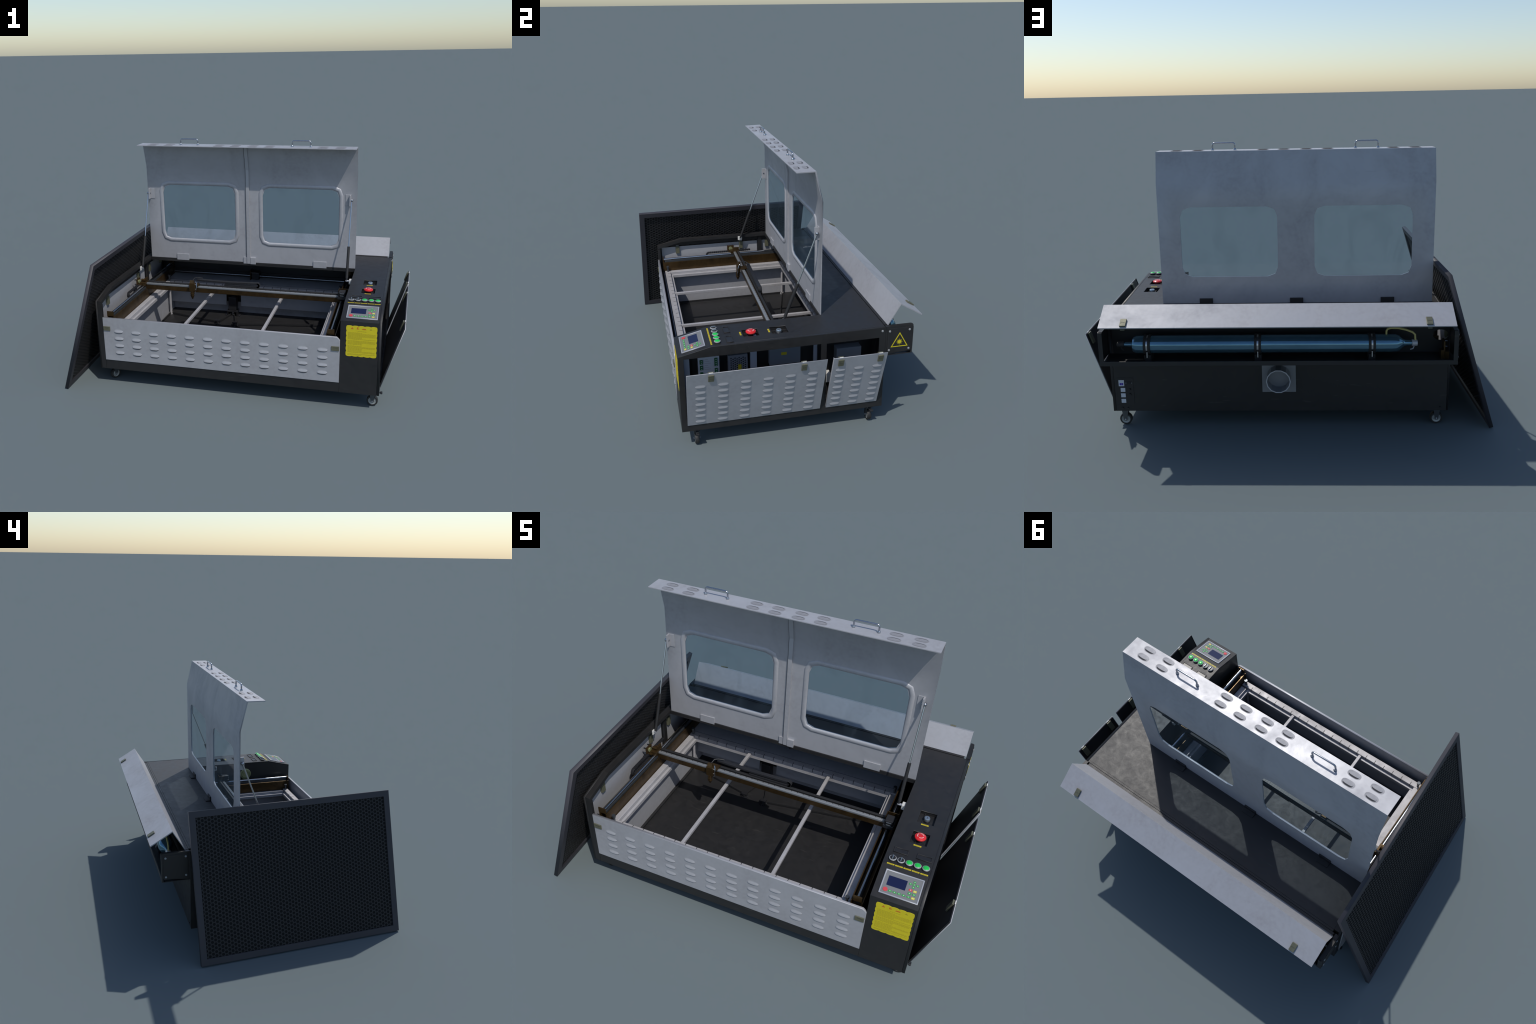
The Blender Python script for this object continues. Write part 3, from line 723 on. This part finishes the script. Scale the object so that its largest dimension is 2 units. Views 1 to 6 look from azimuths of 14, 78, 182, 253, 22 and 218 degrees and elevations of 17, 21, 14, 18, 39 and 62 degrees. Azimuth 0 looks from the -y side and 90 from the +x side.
for x in (0.658, 0.141, -0.387):
    b = Build()
    for dx in (-0.010, 0.010): b.lathe([(0.0425, dx - 0.006), (0.0475, dx - 0.006), (0.0475, dx + 0.006), (0.0425, dx + 0.006)], RUBBER, (x, ax_y, ax_z), axis='X', seg=28, ring=True)
    b.lathe([(0.043, -0.004), (0.0462, -0.004), (0.0462, 0.004), (0.043, 0.004)], STEEL, (x, ax_y, ax_z), axis='X', seg=28, ring=True)
    b.box(x - 0.016, x + 0.016, ax_y - 0.030, ax_y + 0.030, TZ0 + 0.0032, TZ0 + 0.040, RUBBER, 0.001)
    b.cyl((x, ax_y + 0.036, ax_z - 0.025), (x, ax_y + 0.040, TZ0 + 0.030), 0.003, STEEL, 8)
    for dx in (-0.012, 0.012): b.cyl((x + dx, ax_y + 0.034, TZ0 + 0.024), (x + dx, ax_y + 0.034, TZ0 + 0.040), 0.0035, PLASTIC, 8)
    b.done('tube_clamp', trough, smooth=35)
b = Build()   # first mirror mount
b.box(-0.724, -0.708, 0.545, 0.580, 0.4055, 0.448, BROWN, 0.001); b.box(-0.728, -0.720, 0.535, 0.578, 0.440, 0.492, BROWN, 0.001)
b.box(-0.746, -0.726, 0.548, 0.578, 0.4055, 0.440, BROWN, 0.001)
for z in (0.455, 0.482): b.cyl((-0.728, 0.545, z), (-0.744, 0.545, z), 0.003, STEEL, 8)
b.done('mirror_mount', trough)
# hinged cover, standing open
b = Build()
b.prism([(0.5065, 0.5672), (0.5740, 0.6800), (0.6935, 0.6085), (0.6915, 0.6035), (0.5745, 0.6735), (0.5115, 0.5672)], -0.7505, 0.8535, WHITE)
cover = b.done('tube_cover', root)
ax = Vector((0, 0.6935 - 0.574, 0.6085 - 0.680)); ln = ax.length
MC = frame((0, 0.574, 0.680), (1, 0, 0), ax)
for x in (0.742, -0.632): 
    b = Build(); M = MC @ Matrix.Translation((x, ln - 0.028, 0.0))
    b.box(-0.014, 0.014, -0.021, 0.021, 0, 0.007, OLIVE, 0.001, M=M)
    b.box(-0.009, 0.009, -0.001, 0.0005, 0.0068, 0.0074, OLIVED, M=M); b.box(0.008, 0.009, -0.001, 0.008, 0.0068, 0.0074, OLIVED, M=M)
    b.box(-0.010, 0.010, 0.020, 0.033, -0.012, -0.008, OLIVE, 0.001, M=M)
    b.done('cover_latch', cover)
b = Build(); b.box(-0.745, 0.845, 0.492, 0.5085, ZT - 0.004, ZT + 0.0008, BLACK); b.done('cover_hinge', cover)

# ------------------------------------------------------------------ back panel fittings
ZSH = 0.284
b = Build()
b.box(-0.032, 0.132, YB + 0.0002, YB + 0.004, 0.201, 0.343, PIPE, 0.0008)
duct = b.done('exhaust_flange', root)
b = Build()
n = 14; b.lathe([(0.0590, 0.002), (0.0585, 0.067), (0.0550, 0.067), (0.0545, 0.006), (0.001, 0.006)], PIPE, (0.0505, YB, ZSH), axis='Y', seg=n); b.done('exhaust_duct', duct)
b = Build(); b.lathe([(0.0592, 0.0665), (0.0592, 0.0685), (0.0543, 0.0685), (0.0543, 0.0665)], LGREY, (0.0505, YB, ZSH), axis='Y', seg=n, ring=True); b.done('duct_rim', duct)
b = Build(); y0, y1 = YB, YB + 0.0018
b.add(plate_mesh([rect(0.767, 0.847, 0.139, 0.276)], 0.0018, frame((0, YB + 0.0018, 0), (1, 0, 0), (0, 0, 1))), PLASTIC)
io = b.done('socket_panel', root)
b = Build()
b.box(0.812, 0.839, y1, y1 + 0.002, 0.234, 0.266, BOARD); b.box(0.817, 0.8245, y1 + 0.002, y1 + 0.003, 0.240, 0.251, BLUEP); b.box(0.826, 0.8335, y1 + 0.002, y1 + 0.003, 0.240, 0.251, BLUEP)
for z in (0.204, 0.175, 0.1455): b.box(0.8085, 0.831, y1, y1 + 0.002, z, z + 0.0205, BOARD)
b.box(0.776, 0.800, y1, y1 + 0.002, 0.246, 0.256, RUBBER)
for x in (0.774, 0.802): b.cyl((x, y1, 0.251), (x, y1 + 0.003, 0.251), 0.002, GREY, 8)
for z in (0.216, 0.190): b.cyl((0.785, y1, z), (0.785, y1 + 0.006, z), 0.005, RUBBER, 12)
b.done('socket', io)
b = Build()
for x in (0.828, 0.802): b.cyl((x, YB, 0.115), (x, YB + 0.004, 0.115), 0.005, PLASTIC, 12)
b.cyl((-0.735, YB, 0.118), (-0.735, YB + 0.004, 0.118), 0.004, PLASTIC, 12)
b.done('plug', io)

# ------------------------------------------------------------------ inside of the work area
w = Build()
w.box(-0.690, -0.676, -0.540, 0.440, 0.1085, 0.335, WHITE)                     # left well wall
w.box(0.576, 0.590, -0.540, 0.440, 0.1085, 0.335, WHITE)                      # right well wall
w.add(plate_mesh([[(-0.675, 0.176), (-0.262, 0.176), (-0.262, 0.268), (-0.155, 0.268), (-0.155, 0.176), (0.575, 0.176), (0.575, 0.350), (-0.675, 0.350)]], 0.008, XZ(0.394)), WHITE)
w.box(-0.675, 0.575, 0.455, 0.460, 0.1085, 0.27, BLACK)
w.box(-0.675, 0.575, 0.438, 0.443, 0.1085, 0.185, ALU)
w.box(-0.674, 0.574, -0.542, -0.5365, 0.1085, 0.345, WHITE)
well = w.done('work_well', root)
p = Build()
for x, y in ((-0.655, 0.305), (0.553, 0.305), (-0.655, -0.515), (0.553, -0.515)):
    p.cyl((x, y, 0.1085), (x, y, 0.345), 0.008, ALU, 12); p.cyl((x, y, 0.1085), (x, y, 0.122), 0.013, ALU, 12)
    p.cyl((x, y, 0.345), (x, y, 0.400), 0.006, FORK, 10); p.cyl((x, y, 0.392), (x, y, 0.404), 0.010, FORK, 10)
p.done('lift_screw', well, smooth=40)
f = Build()
f.box(-0.672, -0.641, -0.4992, 0.2942, 0.335, 0.364, ALU, 0.003); f.box(-0.6405, -0.627, -0.482, 0.289, 0.325, 0.344, ALU, 0.001)
f.box(0.5345, 0.572, -0.492, 0.293, 0.335, 0.356, ALU, 0.002); f.box(0.5205, 0.534, -0.482, 0.289, 0.325, 0.344, ALU, 0.001)
f.box(0.5345, 0.538, -0.490, 0.291, 0.3562, 0.3615, ALU)
f.box(-0.672, 0.572, -0.5345, -0.4995, 0.335, 0.3635, ALU, 0.001); f.box(-0.640, 0.534, -0.499, -0.4825, 0.325, 0.344, ALU, 0.001)
f.box(-0.672, 0.572, 0.2945, 0.329, 0.335, 0.3635, ALU, 0.001); f.box(-0.640, 0.534, 0.2895, 0.294, 0.325, 0.344, ALU, 0.001)
bed = f.done('bed_frame', root)
s_ = Build()
for i in range(20):
    x = -0.613 + i * 0.0588
    s_.box(x - 0.0016, x + 0.0016, -0.5185, -0.4993, 0.3632, 0.3639, RUBBER); s_.box(x - 0.0016, x + 0.0016, -0.4995, -0.4986, 0.346, 0.3639, RUBBER)
    s_.box(x - 0.0016, x + 0.0016, 0.2938, 0.309, 0.3632, 0.3639, RUBBER); s_.box(x - 0.0016, x + 0.0016, 0.2934, 0.2943, 0.348, 0.3639, RUBBER)
s_.done('bed_slot', bed, kind='stuff')
for x in (-0.284, 0.189):
    b = Build(); b.box(x - 0.0085, x + 0.0085, -0.4985, 0.2935, 0.344, 0.360, ALU, 0.0015); b.done('bed_bar', bed)
# sloped apron behind the bed
b = Build()
b.box(-0.720, 0.640, 0.331, 0.4825, 0.360, 0.365, WHITE)
b.box(-0.672, 0.572, 0.3292, 0.3308, 0.3655, 0.3662, RUBBER)
b.done('rear_apron', well)

# y-axis rails with bronze channels
for x0, x1, xr, sg in ((-0.716, -0.6735, -0.690, 1), (0.5745, 0.630, 0.604, -1)):
    b = Build()
    b.box(x0, x0 + 0.005, -0.545, 0.470, 0.356, 0.4255, BROWN, 0.0008); b.box(x1 - 0.005, x1, -0.545, 0.470, 0.356, 0.4255, BROWN, 0.0008)
    b.box(x0 + 0.005, x1 - 0.005, -0.545, 0.470, 0.366, 0.374, BROWN)
    b.box(xr - 0.008, xr + 0.008, -0.532, 0.462, 0.4205 if sg > 0 else 0.400, 0.437, FORK, 0.001)
    for y in (-0.541, 0.466):
        b.box(x0 + (-.002 if sg > 0 else 0.008), x1 - (0.004 if sg > 0 else 0.008), y - 0.003, y + 0.003, 0.4255, 0.456 if y < 0 else 0.478, BROWN, 0.0008)
    rail = b.done('axis_rail', root)
    b = Build(); b.cyl((xr, -0.538, 0.444), (xr, 0.464, 0.444), 0.0075, STEEL, 16); b.done('guide_rod', rail, smooth=40)
    b = Build(); b.box(xr + sg * 0.0 - 0.003, xr + 0.003, -0.52, 0.45, 0.384, 0.386, RUBBER); b.done('drive_belt', rail)
# drive shaft along the back with its motor
b = Build(); b.cyl((-0.668, 0.440, 0.391), (0.572, 0.440, 0.391), 0.005, STEEL, 12)
shaft = b.done('drive_shaft', root, smooth=40)
for x in (-0.35, 0.25): pass
b = Build(); b.box(-0.082, -0.030, 0.418, 0.470, 0.370, 0.422, PLASTIC, 0.002); b.box(-0.093, -0.088, 0.412, 0.474, 0.3655, 0.430, BROWN); b.box(-0.088, -0.03, 0.413, 0.417, 0.418, 0.423, STEEL)
b.done('shaft_motor', shaft)
# gantry
GY = -0.019; HY = -0.029
b = Build()
b.box(-0.690, 0.592, GY - 0.022, GY + 0.020, 0.420, 0.450, BROWN, 0.0015)
gantry = b.done('gantry_beam', root)
b = Build(); b.box(-0.684, 0.584, GY - 0.024, GY - 0.006, 0.4502, 0.4630, RAILM, 0.003)
for i in range(40): b.cyl((-0.665 + i * 0.0315, GY - 0.011, 0.4627), (-0.665 + i * 0.0315, GY - 0.011, 0.4633), 0.0026, RUBBER, 8)
b.done('gantry_rail', gantry, smooth=40)
b = Build(); b.box(-0.684, 0.584, GY + 0.002, GY + 0.016, 0.4502, 0.466, RUBBER, 0.002); b.done('gantry_belt', gantry)
# laser head
hx = -0.352
b = Build()
b.box(hx - 0.018, hx + 0.020, HY - 0.048, HY - 0.026, 0.438, 0.492, BROWN, 0.001)
b.prism([(HY - 0.048, 0.470), (HY - 0.022, 0.470), (HY - 0.022, 0.506), (HY - 0.034, 0.506)], hx - 0.016, hx + 0.010, BROWN)
b.cyl((hx, HY - 0.040, 0.440), (hx, HY - 0.040, 0.408), 0.0115, BROWN, 16); b.cyl((hx, HY - 0.040, 0.424), (hx, HY - 0.040, 0.419), 0.0135, BROWN, 16)
b.cyl((hx, HY - 0.040, 0.385), (hx, HY - 0.040, 0.408), 0.003, BROWN, 16, r2=0.0135)
b.box(hx - 0.012, hx + 0.034, HY - 0.026, HY + 0.018, 0.4665, 0.474, BROWN, 0.001)
head = b.done('laser_head', gantry)
b = Build()
b.tube([(hx + 0.022, HY - 0.030, 0.500), (hx + 0.030, HY - 0.040, 0.485), (hx + 0.030, HY - 0.046, 0.455), (hx + 0.018, HY - 0.046, 0.430), (hx + 0.010, HY - 0.044, 0.418)], 0.0024, STEEL, 8)
b.tube([(hx + 0.0, HY - 0.020, 0.505), (hx + 0.006, HY, 0.514), (hx + 0.022, HY + 0.014, 0.513), (hx + 0.05, HY + 0.028, 0.506)], 0.003, PLASTIC, 8)
for z in (0.45, 0.48): b.cyl((hx + 0.020, HY - 0.036, z), (hx + 0.029, HY - 0.036, z), 0.004, STEEL, 10)
b.done('head_hose', head, smooth=40)
# cable chain: two strands joined by a bend, built from links
links = []
zt_, zb_, xe = 0.494, 0.4718, 0.062
rc = (zt_ - zb_) / 2
path = [(hx + 0.022 + i * (xe - hx - 0.022) / 26, zt_ - 0.004 * math.sin(i / 26 * math.pi), 0) for i in range(27)]
path += [(xe + rc * math.sin(a), (zt_ + zb_) / 2 + rc * math.cos(a), a) for a in [math.pi * k / 8 for k in range(1, 8)]]
path += [(xe - i * 0.016, zb_, math.pi) for i in range(0, 14)]
b = Build()
for (x, z, a) in path:
    M = Matrix.Translation((x, -0.002, z)) @ Matrix.Rotation(a, 4, 'Y')
    b.box(-0.0085, 0.0085, -0.0105, 0.0105, -0.0055, 0.0055, PLASTIC, 0.0012, M=M)
b.done('cable_chain', gantry, kind='stuff')
b = Build(); b.box(-0.14, 0.06, 0.0065, 0.014, 0.448, 0.4562, BROWN); b.done('chain_tray', gantry)
# left carriage with mirror, right carriage
b = Build()
b.box(-0.716, -0.676, HY - 0.034, HY + 0.026, 0.448, 0.470, BROWN, 0.002); b.box(-0.712, -0.690, HY - 0.020, HY + 0.020, 0.430, 0.448, FORK, 0.001)
b.box(-0.690, -0.680, HY - 0.010, HY + 0.026, 0.470, 0.492, BROWN, 0.001)
b.box(-0.732, -0.722, HY - 0.052, HY - 0.004, 0.452, 0.494, BROWN, 0.001, M=None); b.box(-0.722, -0.700, HY - 0.046, HY - 0.030, 0.452, 0.460, BROWN, 0.001)
b.cyl((-0.722, HY - 0.028, 0.474), (-0.717, HY - 0.028, 0.474), 0.013, DISC, 18)
for y, z in ((-0.046, .458), (-0.046, .488), (-0.010, .488)): b.cyl((-0.732, HY + y, z), (-0.745, HY + y, z), 0.0045, STEEL, 10)
b.cyl((-0.712, HY - 0.01, 0.480), (-0.685, HY - 0.01, 0.480), 0.008, BROWN, 12)
b.done('mirror_carriage', gantry)
b = Build()
b.box(0.580, 0.632, HY - 0.050, HY + 0.026, 0.4535, 0.472, PLASTIC, 0.002); b.box(0.586, 0.628, HY - 0.046, HY + 0.004, 0.472, 0.500, PLASTIC, 0.004)
b.box(0.580, 0.584, HY - 0.012, HY + 0.026, 0.472, 0.500, BROWN, 0.0008); b.box(0.584, 0.640, HY + 0.022, HY + 0.026, 0.472, 0.500, BROWN, 0.0008)
for z in (0.478, 0.492): b.cyl((0.595, HY - 0.050, z), (0.620, HY - 0.050, z), 0.004, FORK, 10)
b.done('motor_carriage', gantry)
# cable chain of the y axis lying against the left wall
b = Build()
for i in range(22):
    y = -0.215 + i * 0.014
    b.box(-0.731, -0.715, y - 0.0062, y + 0.0062, 0.449, 0.459, PLASTIC, 0.001)
    if i < 16: b.box(-0.731, -0.715, y - 0.0062, y + 0.0062, 0.418, 0.428, PLASTIC, 0.001)
for k in range(1, 7):
    a = math.pi * k / 7; M = Matrix.Translation((-0.723, -0.215 - 0.0155 * math.sin(a), 0.4385 + 0.0155 * math.cos(a))) @ Matrix.Rotation(a, 4, 'X')
    b.box(-0.008, 0.008, -0.0045, 0.0045, -0.005, 0.005, PLASTIC, 0.001, M=M)
b.done('side_cable_chain', root, kind='stuff')
# lift motor, pulleys and belts on the floor
b = Build()
b.box(-0.240, -0.184, 0.356, 0.4085, 0.150, 0.248, PLASTIC, 0.003); b.cyl((-0.212, 0.390, 0.2485), (-0.212, 0.390, 0.253), 0.022, RUBBER, 16)
b.box(-0.250, -0.174, 0.350, 0.400, 0.138, 0.149, PLASTIC, 0.001)
for x in (-0.245, -0.179): b.box(x - 0.004, x + 0.004, 0.352, 0.398, 0.1085, 0.138, PLASTIC)
for x in (-0.258, -0.166): b.box(x - 0.010, x + 0.010, 0.352, 0.398, 0.1085, 0.114, PLASTIC); b.cyl((x, 0.362, 0.114), (x, 0.362, 0.119), 0.004, STEEL, 8)
b.cyl((-0.212, 0.372, 0.112), (-0.212, 0.372, 0.137), 0.010, STEEL, 14)
b.done('lift_motor', well)
for x, y in ((-0.270, 0.197), (-0.147, 0.183)):
    b = Build(); b.cyl((x, y, 0.1085), (x, y, 0.112), 0.022, PLASTIC, 6); b.cyl((x, y, 0.112), (x, y, 0.130), 0.014, RUBBER, 16); b.box(x - 0.017, x + 0.017, y - 0.014, y + 0.014, 0.130, 0.140, PLASTIC, 0.001)
    for k in range(3): b.cyl((x + 0.018 * math.cos(k * 2.1 - 1.6), y + 0.018 * math.sin(k * 2.1 - 1.6), 0.112), (x + 0.018 * math.cos(k * 2.1 - 1.6), y + 0.018 * math.sin(k * 2.1 - 1.6), 0.117), 0.003, STEEL, 8)
    b.done('idler_pulley', well)
b = Build()
def belt(p, q, z0=0.113, z1=0.125):
    p, q = Vector((*p, 0)), Vector((*q, 0)); dv = (q - p); M = frame((p.x, p.y, z0), dv, (-dv.y, dv.x, 0))
    b.box(0, dv.length, -0.0022, 0.0022, 0, z1 - z0, RUBBER, M=M)
pp = [(-0.655, 0.305), (-0.270, 0.205), (-0.222, 0.372), (-0.202, 0.372), (-0.147, 0.193), (0.553, 0.305), (0.553, -0.515), (-0.655, -0.515), (-0.655, 0.305)]
for p_, q_ in zip(pp, pp[1:]): belt(p_, q_)
b.done('lift_belt', well)

# ------------------------------------------------------------------ casters
def caster(x, y, ang):
    M = Matrix.Translation((x, y, 0)) @ Matrix.Rotation(ang, 4, 'Z')
    b = Build()
    b.box(-0.026, 0.026, -0.026, 0.026, 0.094, 0.0985, FORK, 0.001, M=M)
    b.cyl(M @ Vector((0, 0, 0.076)), M @ Vector((0, 0, 0.094)), 0.017, FORK, 16)
    for sy in (-0.0145, 0.0125):
        pts = [(-0.016, 0.078), (0.016, 0.078), (0.008, 0.024), (-0.006, 0.024)]
        vsA = [M @ Vector((p[0] + 0.0, sy, p[1])) for p in pts]; vsB = [M @ Vector((p[0], sy + 0.002, p[1])) for p in pts]
        A = [b.bm.verts.new(v) for v in vsA]; B = [b.bm.verts.new(v) for v in vsB]
        fs = [b.bm.faces.new(A), b.bm.faces.new(B[::-1])] + [b.bm.faces.new((A[(i + 1) % 4], A[i], B[i], B[(i + 1) % 4])) for i in range(4)]
        b._mark(fs, FORK)
    b.box(-0.015, 0.015, -0.0125, 0.0125, 0.074, 0.078, FORK, M=M)
    b.cyl(M @ Vector((0, -0.017, 0.031)), M @ Vector((0, 0.017, 0.031)), 0.004, LGREY, 10)
    body = b.done('caster', root)
    b = Build(); b.lathe([(0.022, -0.0105), (0.029, -0.0105), (0.031, -0.0075), (0.031, 0.0075), (0.029, 0.0105), (0.022, 0.0105)], TIRE, (0, 0, 0.031), axis='Y', seg=24, ring=True)
    b.lathe([(0.002, -0.009), (0.012, -0.009), (0.014, -0.007), (0.0225, -0.0098), (0.0225, 0.0098), (0.014, 0.007), (0.012, 0.009), (0.002, 0.009)], RIM, (0, 0, 0.031), axis='Y', seg=24)
    b.done('wheel', body, smooth=35, M=M)
    b = Build(); b.box(-0.006, 0.006, -0.0, 0.010, 0.088, 0.093, PLASTIC, 0.001); 
    b.box(0.016, 0.050, -0.008, 0.008, 0.078, 0.083, FORK, 0.002); b.box(0.042, 0.054, -0.010, 0.010, 0.076, 0.086, PLASTIC, 0.003)
    b.done('brake_pedal', body, M=M)
caster(0.836, -0.497, 0.0); caster(0.832, 0.431, 0.0); caster(-0.723, -0.490, 1.05); caster(-0.729, 0.425, math.pi)

# ------------------------------------------------------------------ honeycomb worktable leaning on the left side
tab = bpy.data.objects.new('honeycomb_worktable', None); S.collection.objects.link(tab); tab.location = (-0.97, -0.1, 0)
tab['label'] = 'dark framed honeycomb cutting table leaning against machine'
tab['category'] = 'worktable'
bpy.context.view_layer.update()
P00 = Vector((-0.9575, -0.6905, 0.0055)); P01 = Vector((-1.0, 0.482, 0.0055)); PT = Vector((-0.7225, -0.6855, 0.785))
u = (P00 - P01).normalized(); Wd = (P00 - P01).length
v = (PT - P00); v = (v - u * v.dot(u)); Ht = v.length
MP = frame(P01, u, v)          # local: x from back to front, y up the slope, z out of the outer face
n_ = MP.to_3x3().col[2]
INV = Matrix.Translation(-tab.location)
TH, BW = 0.021, 0.034
b = Build()
b.add(plate_mesh([rect(0, Wd, 0, Ht), rect(BW, Wd - BW, BW, Ht - BW)], TH, Matrix.Translation((0, 0, -TH)), 0.0012), FRAME)
b.done('table_frame', tab, M=INV @ MP)
# core: sheet on both faces, hexagonal pits
b = Build()
sp, cp = 0.0208, 0.0180
def core_side(zf, depth):
    bm = b.bm; iw, ih = b.slot(COMB), b.slot(PIT)
    x0, x1, y0, y1 = BW, Wd - BW, BW, Ht - BW
    ncol = int((x1 - x0) / cp) + 2
    R, Rc = 0.0088, sp / math.sqrt(3)
    for i in range(ncol):
        cx = x0 + i * cp
        for j in range(int((y1 - y0) / sp) + 2):
            cy = y0 + (j + (0.5 if i % 2 else 0)) * sp
            if cx - 0.004 > x1 or cy - 0.004 > y1: continue
            cl = lambda p: (min(max(p[0], x0 - 0.001), x1 + 0.001), min(max(p[1], y0 - 0.001), y1 + 0.001))
            A, B, C = [], [], []
            for k in range(6):
                a = k * math.pi / 3; c_, s2 = math.cos(a), math.sin(a)
                o = cl((cx + Rc * c_, cy + Rc * s2)); q = cl((cx + R * c_, cy + R * s2))
                A.append(bm.verts.new((*o, zf))); B.append(bm.verts.new((*q, zf))); C.append(bm.verts.new((*cl((cx + R * 0.86 * c_, cy + R * 0.86 * s2)), zf - depth)))
            for k in range(6):
                l = (k + 1) % 6
                f1 = bm.faces.new((A[k], A[l], B[l], B[k])); f1.material_index = iw
                f2 = bm.faces.new((B[k], B[l], C[l], C[k])); f2.material_index = ih
            bm.faces.new(C).material_index = ih
core_side(-0.005, 0.0025); core_side(-TH + 0.009, -0.0020)
bmesh.ops.dissolve_degenerate(b.bm, dist=1e-7, edges=b.bm.edges[:])
me = bpy.data.meshes.new('honeycomb_core'); b.bm.transform(INV @ MP); b.bm.to_mesh(me); b.bm.free()
link('honeycomb_core', me, b.mats, tab, kind='stuff')

bpy.context.view_layer.update()
